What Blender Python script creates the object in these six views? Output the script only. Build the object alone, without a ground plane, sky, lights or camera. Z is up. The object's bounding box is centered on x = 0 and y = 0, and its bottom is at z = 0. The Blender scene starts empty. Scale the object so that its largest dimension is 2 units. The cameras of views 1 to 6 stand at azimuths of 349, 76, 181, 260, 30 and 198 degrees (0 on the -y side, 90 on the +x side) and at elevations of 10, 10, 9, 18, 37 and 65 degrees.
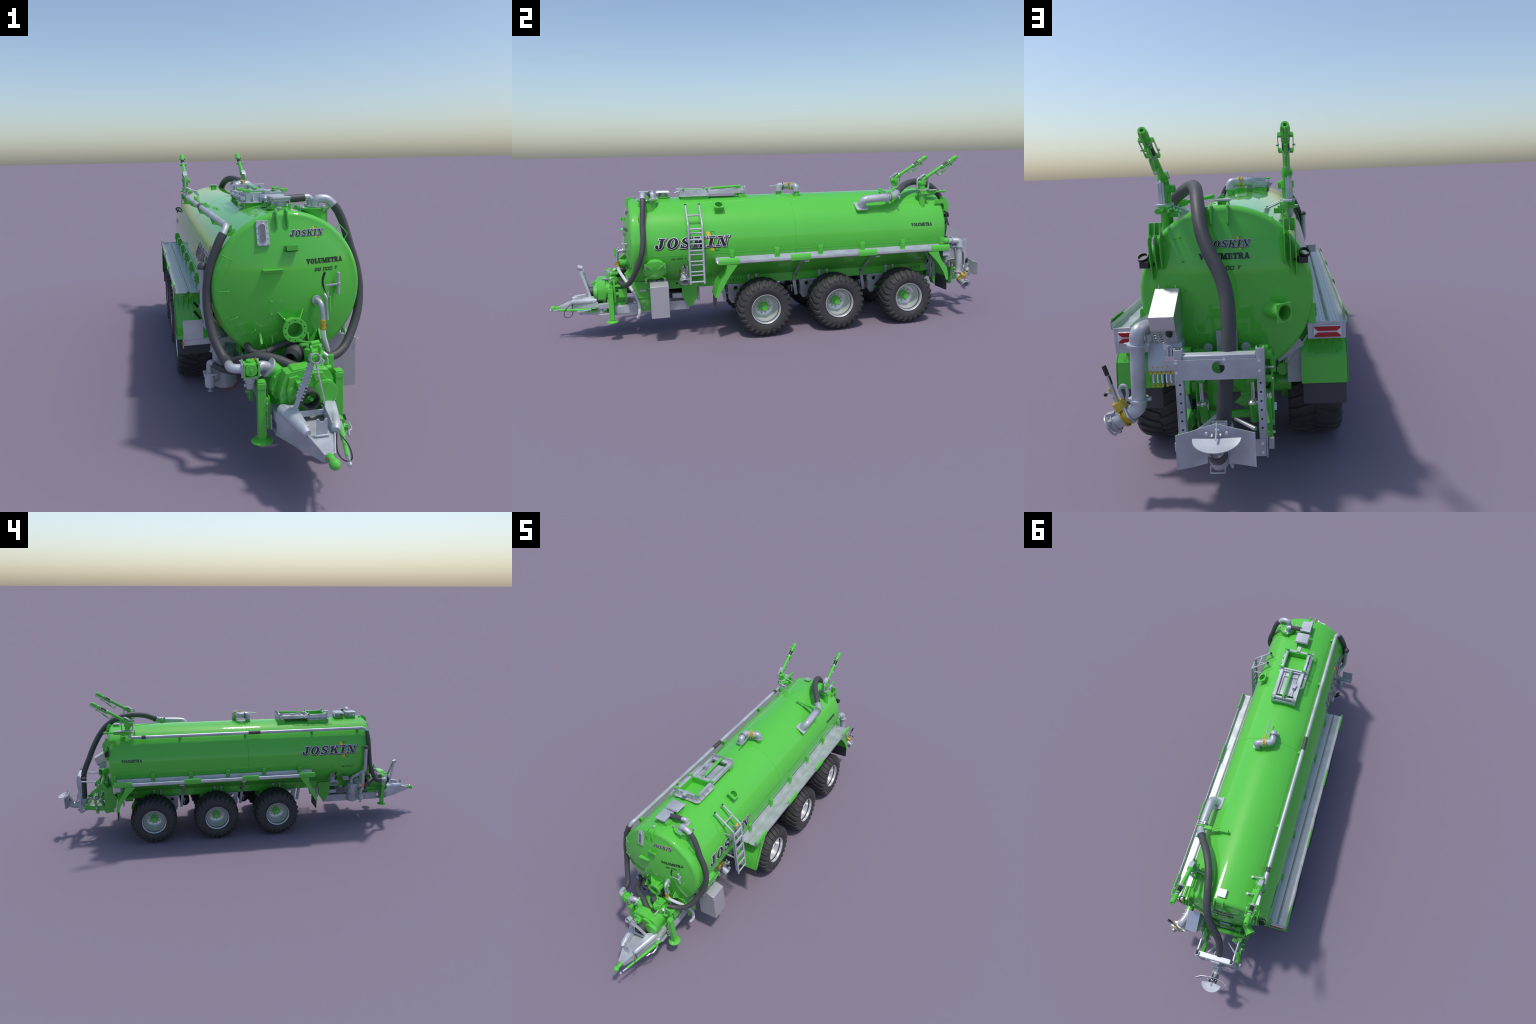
import bpy, math, random
from mathutils import Vector as V, Matrix

random.seed(7)
PI = math.pi
X, Y, Z = V((1, 0, 0)), V((0, 1, 0)), V((0, 0, 1))

# ------------------------------------------------------------------ materials
def principled(name):
    m = bpy.data.materials.new(name)
    m.use_nodes = True
    nt = m.node_tree
    return m, nt, nt.nodes["Principled BSDF"]

def paint(name, col, rough=0.3, metal=0.0, var=0.0, scale=9.0, rvar=0.0, bump=0.0, spec=0.5, coat=0.0, bscale=60.0):
    """Base colour with a soft cloudy variation, optional roughness variation and fine bump."""
    m, nt, b = principled(name)
    b.inputs["Roughness"].default_value = rough
    b.inputs["Metallic"].default_value = metal
    b.inputs["Specular IOR Level"].default_value = spec
    b.inputs["Coat Weight"].default_value = coat
    b.inputs["Coat Roughness"].default_value = 0.05
    b.inputs["Base Color"].default_value = (*col, 1)
    if var or rvar or bump:
        tc = nt.nodes.new("ShaderNodeTexCoord")
        nz = nt.nodes.new("ShaderNodeTexNoise")
        nz.inputs["Scale"].default_value = scale
        nz.inputs["Detail"].default_value = 4
        nt.links.new(tc.outputs["Object"], nz.inputs["Vector"])
        if var:
            r = nt.nodes.new("ShaderNodeValToRGB")
            r.color_ramp.elements[0].position = 0.36
            r.color_ramp.elements[1].position = 0.64
            r.color_ramp.elements[0].color = (*[c * (1 - var) for c in col], 1)
            r.color_ramp.elements[1].color = (*[min(1, c * (1 + var)) for c in col], 1)
            nt.links.new(nz.outputs["Fac"], r.inputs["Fac"])
            nt.links.new(r.outputs["Color"], b.inputs["Base Color"])
        if rvar:
            mr = nt.nodes.new("ShaderNodeMapRange")
            mr.inputs["From Min"].default_value = 0.35
            mr.inputs["From Max"].default_value = 0.65
            mr.inputs["To Min"].default_value = max(0.02, rough - rvar)
            mr.inputs["To Max"].default_value = rough + rvar
            nt.links.new(nz.outputs["Fac"], mr.inputs["Value"])
            nt.links.new(mr.outputs["Result"], b.inputs["Roughness"])
        if bump:
            n2 = nt.nodes.new("ShaderNodeTexNoise")
            n2.inputs["Scale"].default_value = bscale
            n2.inputs["Detail"].default_value = 3
            nt.links.new(tc.outputs["Object"], n2.inputs["Vector"])
            bp = nt.nodes.new("ShaderNodeBump")
            bp.inputs["Strength"].default_value = bump
            bp.inputs["Distance"].default_value = 0.002
            nt.links.new(n2.outputs["Fac"], bp.inputs["Height"])
            nt.links.new(bp.outputs["Normal"], b.inputs["Normal"])
    return m

GREEN = paint("green_paint", (0.103, 0.535, 0.062), rough=0.025, var=0.02, scale=4)
GALV = paint("galvanised_steel", (0.48, 0.505, 0.545), rough=0.42, metal=0.3, var=0.14, scale=16, rvar=0.05)
TREAD = paint("galvanised_sheet", (0.51, 0.54, 0.56), rough=0.38, metal=0.4, var=0.09, scale=22, rvar=0.06)  # base lightened to carry the bright highlights along the walkway lip
CHROME = paint("bright_steel", (0.72, 0.72, 0.75), rough=0.14, metal=0.85)
RIM = paint("polished_rim", (0.66, 0.65, 0.68), rough=0.26, metal=0.45)  # pale base colour supplies part of the sky and ground reflection in the dish
BOX_SHEET = paint("pale_box_sheet", (0.62, 0.63, 0.66), rough=0.3, metal=0.75)  # paler and glossier than the other grey sheets, used on the valve box housing
HOSE = paint("rubber_hose", (0.062, 0.062, 0.066), rough=0.55, var=0.08, scale=20)
TYRE = paint("tyre_rubber", (0.043, 0.042, 0.043), rough=0.7, var=0.12, scale=25, bump=0.15, bscale=200)
FLAP = paint("mudflap_rubber", (0.062, 0.063, 0.070), rough=0.5)
BLACK = paint("black_plastic", (0.02, 0.02, 0.022), rough=0.4)
WHITE = paint("white_hose_plastic", (0.80, 0.80, 0.84), rough=0.4)
BRASS = paint("yellow_valve_paint", (0.58, 0.42, 0.05), rough=0.3, metal=0.15, var=0.12, scale=60)
RED = paint("red_plastic", (0.42, 0.012, 0.015), rough=0.3)
ORANGE = paint("orange_reflector", (0.85, 0.22, 0.02), rough=0.3)
CAPY = paint("yellow_dust_cap", (0.72, 0.52, 0.06), rough=0.4)
L_BLACK = paint("lettering_black", (0.012, 0.012, 0.018), rough=0.25)
L_WHITE = paint("lettering_white", (0.72, 0.72, 0.78), rough=0.25)
L_YELL = paint("lettering_yellow", (0.85, 0.50, 0.02), rough=0.25)
L_GREEN = paint("lettering_green", (0.05, 0.42, 0.04), rough=0.25)
LENS = paint("lens_white", (0.75, 0.75, 0.78), rough=0.15)
GLASS = paint("sight_glass", (0.16, 0.17, 0.17), rough=0.12)
HOLE = paint("dark_opening", (0.01, 0.012, 0.01), rough=0.8)

# ------------------------------------------------------------------ builder
def frame_of(d):
    d = V(d).normalized()
    a = Z if abs(d.z) < 0.9 else X
    u = a.cross(d).normalized()
    return u, d.cross(u).normalized(), d

class Part:
    def __init__(self):
        self.v, self.f = [], []

    def add(self, vs, fs):
        o = len(self.v)
        self.v += [tuple(p) for p in vs]
        self.f += [tuple(i + o for i in f) for f in fs]
        return self

    def box(self, c, s, rot=None):
        c = V(c); R = rot or Matrix.Identity(3)
        h = [x / 2 for x in s]
        vs = [c + R @ V((sx * h[0], sy * h[1], sz * h[2])) for sx in (-1, 1) for sy in (-1, 1) for sz in (-1, 1)]
        return self.add(vs, [(0, 1, 3, 2), (4, 6, 7, 5), (0, 4, 5, 1), (2, 3, 7, 6), (0, 2, 6, 4), (1, 5, 7, 3)])

    def bounds(self, x0, x1, y0, y1, z0, z1):
        return self.box(((x0 + x1) / 2, (y0 + y1) / 2, (z0 + z1) / 2), (abs(x1 - x0), abs(y1 - y0), abs(z1 - z0)))

    def beam(self, p0, p1, w, h, up=Z):
        """Rectangular bar from p0 to p1; h measured along 'up', w across."""
        p0, p1 = V(p0), V(p1)
        d = (p1 - p0).normalized()
        s = d.cross(V(up)).normalized()
        u = s.cross(d).normalized()
        vs = [p + s * (a * w / 2) + u * (b * h / 2) for p in (p0, p1) for a, b in ((-1, -1), (1, -1), (1, 1), (-1, 1))]
        return self.add(vs, [(3, 2, 1, 0), (4, 5, 6, 7), (0, 1, 5, 4), (1, 2, 6, 5), (2, 3, 7, 6), (3, 0, 4, 7)])

    def lathe(self, prof, o, axis, n=24, closed=False):
        """prof: (radius, distance along axis) pairs, revolved about axis through o."""
        u, w, d = frame_of(axis); o = V(o)
        vs, fs, rows = [], [], []
        for r, t in prof:
            if r < 1e-7:
                rows.append([len(vs)]); vs.append(o + d * t)
            else:
                rows.append(list(range(len(vs), len(vs) + n)))
                vs += [o + d * t + (u * math.cos(2 * PI * i / n) + w * math.sin(2 * PI * i / n)) * r for i in range(n)]
        pairs = list(zip(rows, rows[1:])) + ([(rows[-1], rows[0])] if closed else [])
        for a, b in pairs:
            for i in range(n):
                j = (i + 1) % n
                if len(a) == 1 and len(b) == 1: continue
                if len(a) == 1: fs.append((a[0], b[j], b[i]))
                elif len(b) == 1: fs.append((a[i], a[j], b[0]))
                else: fs.append((a[i], a[j], b[j], b[i]))
        return self.add(vs, fs)

    def cyl(self, p0, p1, r, r1=None, n=16):
        p0, p1 = V(p0), V(p1); L = (p1 - p0).length
        r1 = r if r1 is None else r1
        return self.lathe([(0, 0), (r, 0), (r1, L), (0, L)], p0, p1 - p0, n)

    def pipe(self, p0, p1, ro, ri, n=20):
        p0, p1 = V(p0), V(p1); L = (p1 - p0).length
        return self.lathe([(ri, 0), (ro, 0), (ro, L), (ri, L)], p0, p1 - p0, n, closed=True)

    def cup(self, p0, p1, ro, ri, depth, n=20):
        """Solid cylinder with an open bore of given depth at the p1 end."""
        p0, p1 = V(p0), V(p1); L = (p1 - p0).length
        return self.lathe([(0, 0), (ro, 0), (ro, L), (ri, L), (ri, L - depth), (0, L - depth)], p0, p1 - p0, n)

    def ball(self, c, r, n=14, sz=None):
        k = n // 2
        return self.lathe([(r * math.sin(PI * i / k), -r * math.cos(PI * i / k)) for i in range(k + 1)], c, sz or Z, n)

    def tube(self, path, r, n=12, caps=True):
        path = [V(p) for p in path]
        m = len(path)
        rr = r if isinstance(r, (list, tuple)) else [r] * m
        tang = [(path[min(i + 1, m - 1)] - path[max(i - 1, 0)]).normalized() for i in range(m)]
        u, w, _ = frame_of(tang[0])
        vs, fs = [], []
        for i in range(m):
            t = tang[i]
            u = (u - t * u.dot(t)).normalized(); w = t.cross(u)
            vs += [path[i] + (u * math.cos(2 * PI * k / n) + w * math.sin(2 * PI * k / n)) * rr[i] for k in range(n)]
        for i in range(m - 1):
            for k in range(n):
                l = (k + 1) % n
                fs.append((i * n + k, i * n + l, (i + 1) * n + l, (i + 1) * n + k))
        if caps:
            fs += [tuple(range(n))[::-1], tuple((m - 1) * n + k for k in range(n))]
        return self.add(vs, fs)

    def prism(self, poly, o, u, v, w):
        """Polygon (a, b) laid out on o + a*u + b*v, extruded by the vector w."""
        o, u, v, w = V(o), V(u), V(v), V(w)
        n = len(poly)
        vs = [o + u * a + v * b for a, b in poly] + [o + u * a + v * b + w for a, b in poly]
        fs = [tuple(range(n))[::-1], tuple(range(n, 2 * n))] + [(i, (i + 1) % n, n + (i + 1) % n, n + i) for i in range(n)]
        return self.add(vs, fs)

    def yz(self, poly, x0, x1):
        """Plate: (y, z) outline between x0 and x1."""
        return self.prism(poly, (x0, 0, 0), Y, Z, (x1 - x0, 0, 0))

    def xz(self, poly, y0, y1):
        return self.prism(poly, (0, y0, 0), X, Z, (0, y1 - y0, 0))

    def xy(self, poly, z0, z1):
        return self.prism(poly, (0, 0, z0), X, Y, (0, 0, z1 - z0))

    def strip(self, outer, inner, o, u, v, w):
        """Band between two open outlines with equal point counts, extruded by w."""
        return self.prism(list(outer) + list(inner)[::-1], o, u, v, w)

    def holed(self, outline, c, r, o, u, v, w, n=32):
        """Convex plate outline with a round hole at c, extruded by w."""
        o, u, v, w = V(o), V(u), V(v), V(w)
        def edge_hit(ang):
            dx, dy = math.cos(ang), math.sin(ang); best = None
            m = len(outline)
            for i in range(m):
                x1, y1 = outline[i]; x2, y2 = outline[(i + 1) % m]
                ex, ey = x2 - x1, y2 - y1
                den = dx * ey - dy * ex
                if abs(den) < 1e-12: continue
                t = ((x1 - c[0]) * ey - (y1 - c[1]) * ex) / den
                s = ((x1 - c[0]) * dy - (y1 - c[1]) * dx) / den
                if t > 0 and -1e-6 <= s <= 1 + 1e-6 and (best is None or t < best): best = t
            return (c[0] + dx * best, c[1] + dy * best)
        angs = sorted([2 * PI * i / n for i in range(n)] + [math.atan2(p[1] - c[1], p[0] - c[0]) % (2 * PI) for p in outline])
        inn = [(c[0] + r * math.cos(a), c[1] + r * math.sin(a)) for a in angs]
        out = [edge_hit(a) for a in angs]
        k = len(angs); vs = []
        for ring in (inn, out):
            vs += [o + u * a + v * b for a, b in ring]
            vs += [o + u * a + v * b + w for a, b in ring]
        fs = []
        for i in range(k):
            j = (i + 1) % k
            fs += [(i, j, 2 * k + j, 2 * k + i), (k + i, 3 * k + i, 3 * k + j, k + j), (i, k + i, k + j, j), (2 * k + i, 2 * k + j, 3 * k + j, 3 * k + i)]
        return self.add(vs, fs)

    def move(self, dx, dy, dz):
        self.v = [(x + dx, y + dy, z + dz) for x, y, z in self.v]
        return self

    def mirror_x(self):
        o = len(self.v); n = len(self.f)
        self.v += [(-x, y, z) for x, y, z in self.v]
        self.f += [tuple(i + o for i in f)[::-1] for f in self.f[:n]]
        return self

    def done(self, name, mat, parent=None, bevel=0.0, smooth=38, kind=None):
        me = bpy.data.meshes.new(name)
        me.from_pydata(self.v, [], self.f)
        me.materials.append(mat)
        import bmesh
        bm = bmesh.new(); bm.from_mesh(me)
        bmesh.ops.recalc_face_normals(bm, faces=bm.faces)
        bm.to_mesh(me); bm.free()
        for p in me.polygons: p.use_smooth = True
        me.set_sharp_from_angle(angle=math.radians(smooth))
        ob = bpy.data.objects.new(name, me)
        bpy.context.scene.collection.objects.link(ob)
        ob.parent = parent or ROOT
        if bevel:
            md = ob.modifiers.new("edge_round", "BEVEL")
            md.width = bevel; md.segments = 2; md.limit_method = 'ANGLE'; md.angle_limit = math.radians(40)
            md.harden_normals = False
        if kind: ob["kind"] = kind
        return ob

def empty(name, parent=None, loc=(0, 0, 0)):
    e = bpy.data.objects.new(name, None)
    e.empty_display_size = 0.05
    e.location = loc
    bpy.context.scene.collection.objects.link(e)
    if parent: e.parent = parent
    return e

def instance(ob, parent=None, **kw):
    c = ob.copy()
    bpy.context.scene.collection.objects.link(c)
    if parent: c.parent = parent
    return c

def spline(pts, k=6):
    """Smooth curve through control points (centripetal-like Catmull-Rom)."""
    P = [V(p) for p in pts]
    P = [P[0] * 2 - P[1]] + P + [P[-1] * 2 - P[-2]]
    out = []
    for i in range(1, len(P) - 2):
        a, b, c, d = P[i - 1:i + 3]
        for s in range(k):
            t = s / k
            out.append(0.5 * ((2 * b) + (c - a) * t + (2 * a - 5 * b + 4 * c - d) * t * t + (3 * b - a - 3 * c + d) * t ** 3))
    out.append(P[-2])
    return out

def rounded(pts, r, k=6):
    """Polyline with its corners rounded by radius-like distance r."""
    P = [V(p) for p in pts]; out = [P[0]]
    for i in range(1, len(P) - 1):
        a = (P[i - 1] - P[i]); b = (P[i + 1] - P[i])
        d = min(r, a.length * 0.49, b.length * 0.49)
        s, e = P[i] + a.normalized() * d, P[i] + b.normalized() * d
        for j in range(k + 1):
            t = j / k
            out.append((1 - t) ** 2 * s + 2 * t * (1 - t) * P[i] + t * t * e)
    out.append(P[-1])
    return out

def rrect(x0, x1, y0, y1, r, k=5):
    out = []
    for cx, cy, a0 in ((x1 - r, y1 - r, 0), (x0 + r, y1 - r, 90), (x0 + r, y0 + r, 180), (x1 - r, y0 + r, 270)):
        for i in range(k + 1):
            a = math.radians(a0 + 90 * i / k)
            out.append((cx + r * math.cos(a), cy + r * math.sin(a)))
    return out

ROOT = empty("slurry_tanker")
ROOT["label"] = "long green three-axle slurry tanker trailer with galvanised fittings"
ROOT["category"] = "farm trailer"

# ------------------------------------------------------------------ tank shell
R, CZ = 0.1785, 0.392
YF, YR = -0.640, 0.695          # straight part of the barrel
DOME_F, DOME_R = 0.048, 0.046   # depth of the dished ends

def dish(r, depth):
    """Distance the dished end stands out from the barrel end at radius r."""
    kn = 0.014                                   # knuckle radius
    rc = R - kn
    if r > rc:
        return math.sqrt(max(0.0, kn * kn - (r - rc) ** 2)) * (0.34 * depth / kn)
    return depth * (0.34 + 0.66 * (1 - (r / rc) ** 2))

def head_y(x, z, front=True):
    r = math.hypot(x, z - CZ)
    return YF - dish(min(r, R), DOME_F) if front else YR + dish(min(r, R), DOME_R)

def tank_z(x): return CZ + math.sqrt(max(0, R * R - x * x))
def tank_x(z): return math.sqrt(max(0, R * R - (z - CZ) ** 2))

rad = [0, .02, .04, .06, .08, .1, .12, .135, .150, R - .014] + [R - .014 + .014 * math.sin(math.radians(a)) for a in range(10, 91, 8)]
prof = [(r, YF - dish(r, DOME_F)) for r in rad]
for s in (0.013,):                                   # weld seam: shallow groove
    prof += [(R, s - .0016), (R - .0012, s - .0008), (R - .0012, s + .0008), (R, s + .0016)]
prof += [(r, YR + dish(r, DOME_R)) for r in rad[::-1]]
Part().lathe(prof, (0, 0, CZ), Y, 128).done("tank", GREEN, smooth=30)

# thin weld seams where the walkway line runs along the barrel
p = Part()
for sx in (1, -1):
    p.box((sx * (tank_x(.352) + .0), 0.03, .352), (.0012, 1.24, .0012))
p.done("tank_seam", GREEN)

# ------------------------------------------------------------------ lettering
def rc(x0, x1, y0, y1): return ('q', [(x0, y0), (x1, y0), (x1, y1), (x0, y1)])
def qd(*p): return ('q', list(p))
def ar(cx, cy, ro, ri, a0, a1): return ('a', cx, cy, ro, ri, a0, a1)
S = .11
SLAB = {   # bold slab-serif strokes, unit height: (advance, strokes)
 'J': (.80, [rc(.36, .62, .26, 1), rc(.22, .76, 1 - S, 1), ar(.33, .28, (.29, .28), (.05, .17), 180, 360), ar(.15, .30, (.12, .12), (0, 0), 0, 360)]),
 'O': (.98, [ar(.45, .5, (.43, .51), (.17, .39), 0, 360)]),
 'S': (.86, [ar(.39, .73, (.34, .28), (.12, .17), 25, 250), ar(.39, .28, (.36, .29), (.12, .18), -155, 70), qd((.10, .60), (.34, .68), (.70, .42), (.42, .34)), rc(.62, .73, .66, 1), rc(.03, .14, 0, .36)]),
 'K': (1.04, [rc(.10, .37, 0, 1), rc(0, .48, 0, S), rc(0, .48, 1 - S, 1), qd((.36, .36), (.36, .52), (.66, .92), (.84, .92)), qd((.44, .50), (.62, .66), (.94, .06), (.64, .06)), rc(.56, .98, 1 - S, 1), rc(.56, 1.02, 0, S)]),
 'I': (.60, [rc(.14, .42, 0, 1), rc(0, .56, 0, S), rc(0, .56, 1 - S, 1)]),
 'N': (1.02, [rc(.12, .23, 0, 1), rc(.74, .85, 0, 1), qd((.10, 1), (.38, 1), (.86, 0), (.62, 0)), rc(0, .36, 0, S), rc(0, .30, 1 - S, 1), rc(.60, .98, 1 - S, 1)]),
 'V': (.96, [qd((.08, 1), (.38, 1), (.58, 0), (.40, 0)), qd((.40, 0), (.54, 0), (.86, 1), (.74, 1)), rc(0, .46, 1 - S, 1), rc(.60, .94, 1 - S, 1)]),
 'L': (.82, [rc(.10, .38, 0, 1), rc(0, .50, 1 - S, 1), rc(0, .76, 0, S), rc(.66, .77, 0, .36)]),
 'U': (.98, [rc(.10, .37, .3, 1), rc(.70, .82, .3, 1), ar(.46, .31, (.36, .32), (.12, .19), 180, 360), rc(0, .48, 1 - S, 1), rc(.58, .94, 1 - S, 1)]),
 'M': (1.22, [rc(.12, .22, 0, 1), rc(.82, 1.08, 0, 1), qd((.10, 1), (.36, 1), (.62, 0), (.50, 0)), qd((.50, 0), (.60, 0), (.90, 1), (.80, 1)), rc(0, .34, 0, S), rc(0, .30, 1 - S, 1), rc(.70, 1.18, 0, S), rc(.84, 1.18, 1 - S, 1)]),
 'E': (.88, [rc(.10, .38, 0, 1), rc(0, .78, 0, S), rc(0, .76, 1 - S, 1), rc(.3, .62, .45, .56), rc(.69, .80, 0, .34), rc(.66, .77, .68, 1), rc(.56, .64, .34, .68)]),
 'T': (.90, [rc(.30, .57, 0, 1), rc(.16, .71, 0, S), rc(.02, .85, 1 - S, 1), rc(.02, .12, .64, 1), rc(.75, .85, .64, 1)]),
 'R': (1.00, [rc(.10, .38, 0, 1), rc(0, .48, 0, S), rc(0, .5, 1 - S, 1), ar(.46, .73, (.36, .28), (.12, .17), -90, 90), rc(.38, .46, 1 - S, 1), rc(.38, .46, .45, .56), qd((.42, .50), (.64, .52), (.90, .05), (.62, .05)), rc(.62, .98, 0, S)]),
 'A': (1.00, [qd((.10, 0), (.22, 0), (.52, 1), (.40, 1)), qd((.36, 1), (.58, 1), (.90, 0), (.62, 0)), rc(.24, .72, .26, .37), rc(0, .34, 0, S), rc(.52, .98, 0, S)]),
 ' ': (.5, []),
}
W = .19
TECH = {   # wide square figures
 '2': (1.12, [rc(0, 1, 1 - W, 1), rc(.79, 1, .5, 1), rc(0, 1, .42, .60), rc(0, .21, 0, .5), rc(0, 1, 0, W)]),
 '8': (1.12, [rc(0, 1, 1 - W, 1), rc(0, 1, 0, W), rc(0, 1, .42, .58), rc(0, .20, .05, .95), rc(.80, 1, .05, .95)]),
 '0': (1.12, [rc(0, 1, 1 - W, 1), rc(0, 1, 0, W), rc(0, .20, .05, .95), rc(.80, 1, .05, .95)]),
 'T': (1.10, [rc(.38, .63, 0, 1), rc(0, 1, 1 - W, 1)]),
 ' ': (.55, []),
}
def grow(poly, d):
    n = len(poly); area = sum(poly[i][0] * poly[(i + 1) % n][1] - poly[(i + 1) % n][0] * poly[i][1] for i in range(n))
    sg = 1 if area > 0 else -1
    out = []
    for i in range(n):
        (ax, ay), (bx, by), (cx, cy) = poly[i - 1], poly[i], poly[(i + 1) % n]
        e1 = V((bx - ax, by - ay)).normalized(); e2 = V((cx - bx, cy - by)).normalized()
        n1 = V((e1.y, -e1.x)) * sg; n2 = V((e2.y, -e2.x)) * sg
        k = max(0.35, 1 + n1.dot(n2))
        q = (n1 + n2) * (d / k)
        out.append((bx + q.x, by + q.y))
    return out

def lettering(name, text, font, mapf, length, height, slant, mat, lift, parent, expand=0.0, shift=(0, 0)):
    """Lay a line of stroke letters on a surface. mapf(a, b, lift) -> point; a in 0..length, b in 0..height."""
    track = .13 if font is SLAB and text[0] == 'J' else (.12 if font is TECH else .02)
    total = sum(font[c][0] + track for c in text) - .04 - track
    sx = length / (total + slant)
    p = Part(); cx = 0; k = 0
    def put(poly):
        nonlocal k
        poly = grow(poly, expand) if expand else poly
        # subdivide along a so the strokes follow the curved shell
        n = len(poly)
        pts = []
        for i in range(n):
            (x0, y0), (x1, y1) = poly[i], poly[(i + 1) % n]
            m = max(1, int(abs(y1 - y0) * height / .012))
            for s in range(m):
                pts.append((x0 + (x1 - x0) * s / m, y0 + (y1 - y0) * s / m))
        vs = []
        for x, y in pts:
            x += shift[0]; y += shift[1]
            vs.append(mapf((cx + x + slant * y) * sx, y * height, lift + k * 4e-6))
        c = sum(vs, V()) / len(vs)
        p.add(vs + [c], [(i, (i + 1) % len(vs), len(vs)) for i in range(len(vs))])
        k += 1
    for ch in text:
        adv, strokes = font[ch]
        for s in strokes:
            if s[0] == 'q': put(s[1])
            else:
                _, ax, ay, ro, ri, a0, a1 = s
                e = expand
                ro = (ro[0] + e, ro[1] + e)
                full = a1 - a0 >= 360
                solid = ri[0] == 0
                ri = (max(.001, ri[0] - e), max(.001, ri[1] - e))
                if not full: a0, a1 = a0 - e * 120, a1 + e * 120
                n = max(6, int((a1 - a0) / 15))
                hold, expand = expand, 0
                for i in range(n):
                    t0, t1 = math.radians(a0 + (a1 - a0) * i / n), math.radians(a0 + (a1 - a0) * (i + 1) / n)
                    if solid:
                        q = [(ax, ay), (ax + ro[0] * math.cos(t0), ay + ro[1] * math.sin(t0)), (ax + ro[0] * math.cos(t1), ay + ro[1] * math.sin(t1))]
                    else:
                        q = [(ax + ri[0] * math.cos(t0), ay + ri[1] * math.sin(t0)), (ax + ro[0] * math.cos(t0), ay + ro[1] * math.sin(t0)),
                             (ax + ro[0] * math.cos(t1), ay + ro[1] * math.sin(t1)), (ax + ri[0] * math.cos(t1), ay + ri[1] * math.sin(t1))]
                    put(q); k -= 1
                expand = hold; k += 1
        cx += adv + track
    return p.done(name, mat, parent, smooth=60)

def patch(name, pts, mapf, mat, lift, parent):
    """Small sloping bar behind the letters."""
    p = Part(); (a0, b0), (a1, b1), (a2, b2), (a3, b3) = pts; n = 8
    rows = []
    for i in range(n + 1):
        t = i / n
        rows.append((mapf(a0 + (a3 - a0) * t, b0 + (b3 - b0) * t, lift), mapf(a1 + (a2 - a1) * t, b1 + (b2 - b1) * t, lift)))
    vs = [q for r in rows for q in r]
    p.add(vs, [(2 * i, 2 * i + 1, 2 * i + 3, 2 * i + 2) for i in range(n)])
    return p.done(name, mat, parent)

def side_map(sign, y0, z0):
    th0 = math.asin((z0 - CZ) / R)
    def f(a, b, lift):
        th = th0 + b / R
        return V((sign * (R + lift) * math.cos(th), y0 + sign * a, CZ + (R + lift) * math.sin(th)))
    return f

def head_map(front, x0, z0):
    s = 1 if front else -1
    def f(a, b, lift):
        x, z = x0 + s * a, z0 + b
        return V((x, head_y(x, z, front) - s * lift, z))
    return f

def logo(mapf, length, height):
    g = empty("name_lettering", ROOT)
    lettering("letter_shadow", "JOSKIN", SLAB, mapf, length, height, .22, L_BLACK, .0006, g, .085, (.045, -.055))
    u = length
    bar = lambda a, w: [(a, -.42 * height), (a + w, -.42 * height), (a + w - .055 * u, 1.45 * height), (a - .055 * u, 1.45 * height)]
    patch("logo_bar", bar(.742 * u, .050 * u), mapf, L_YELL, .0004, g)
    patch("logo_bar_outline", bar(.803 * u, .050 * u), mapf, L_BLACK, .0003, g)
    patch("logo_bar", [(.808 * u, -.37 * height), (.848 * u, -.37 * height), (.795 * u, 1.40 * height), (.755 * u, 1.40 * height)], mapf, GREEN, .0004, g)
    lettering("letter_outline", "JOSKIN", SLAB, mapf, length, height, .22, L_WHITE, .0009, g, .055)
    lettering("letter", "JOSKIN", SLAB, mapf, length, height, .22, L_BLACK, .0013, g)

logo(side_map(1, -.568, .381), .302, .042)
logo(side_map(-1, -.268, .415), .302, .043)
logo(head_map(True, .002, .5145), .083, .0135)
logo(head_map(False, .032, .489), .087, .0135)
lettering("model_lettering", "VOLUMETRA", SLAB, side_map(1, .541, .419), .100, .0135, 0, L_BLACK, .0005, ROOT, .03)
lettering("model_lettering", "VOLUMETRA", SLAB, side_map(-1, .651, .421), .100, .0135, 0, L_BLACK, .0005, ROOT, .03)
lettering("model_lettering", "VOLUMETRA", SLAB, head_map(True, .038, .4505), .092, .011, 0, L_BLACK, .0006, ROOT, .03)
lettering("model_lettering", "VOLUMETRA", SLAB, head_map(False, .048, .4655), .101, .0115, 0, L_BLACK, .0006, ROOT, .03)
lettering("number_lettering", "28 000 T", TECH, side_map(1, -.503, .334), .062, .0065, .2, L_BLACK, .0005, ROOT)
lettering("number_lettering", "28 000 T", TECH, side_map(-1, -.494, .337), .062, .0065, .2, L_BLACK, .0005, ROOT)
lettering("number_lettering", "28 000 T", TECH, head_map(True, .057, .4325), .06, .0075, .2, L_BLACK, .0006, ROOT)
lettering("number_lettering", "28 000 T", TECH, head_map(False, .027, .4445), .063, .0075, .2, L_BLACK, .0006, ROOT)

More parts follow.
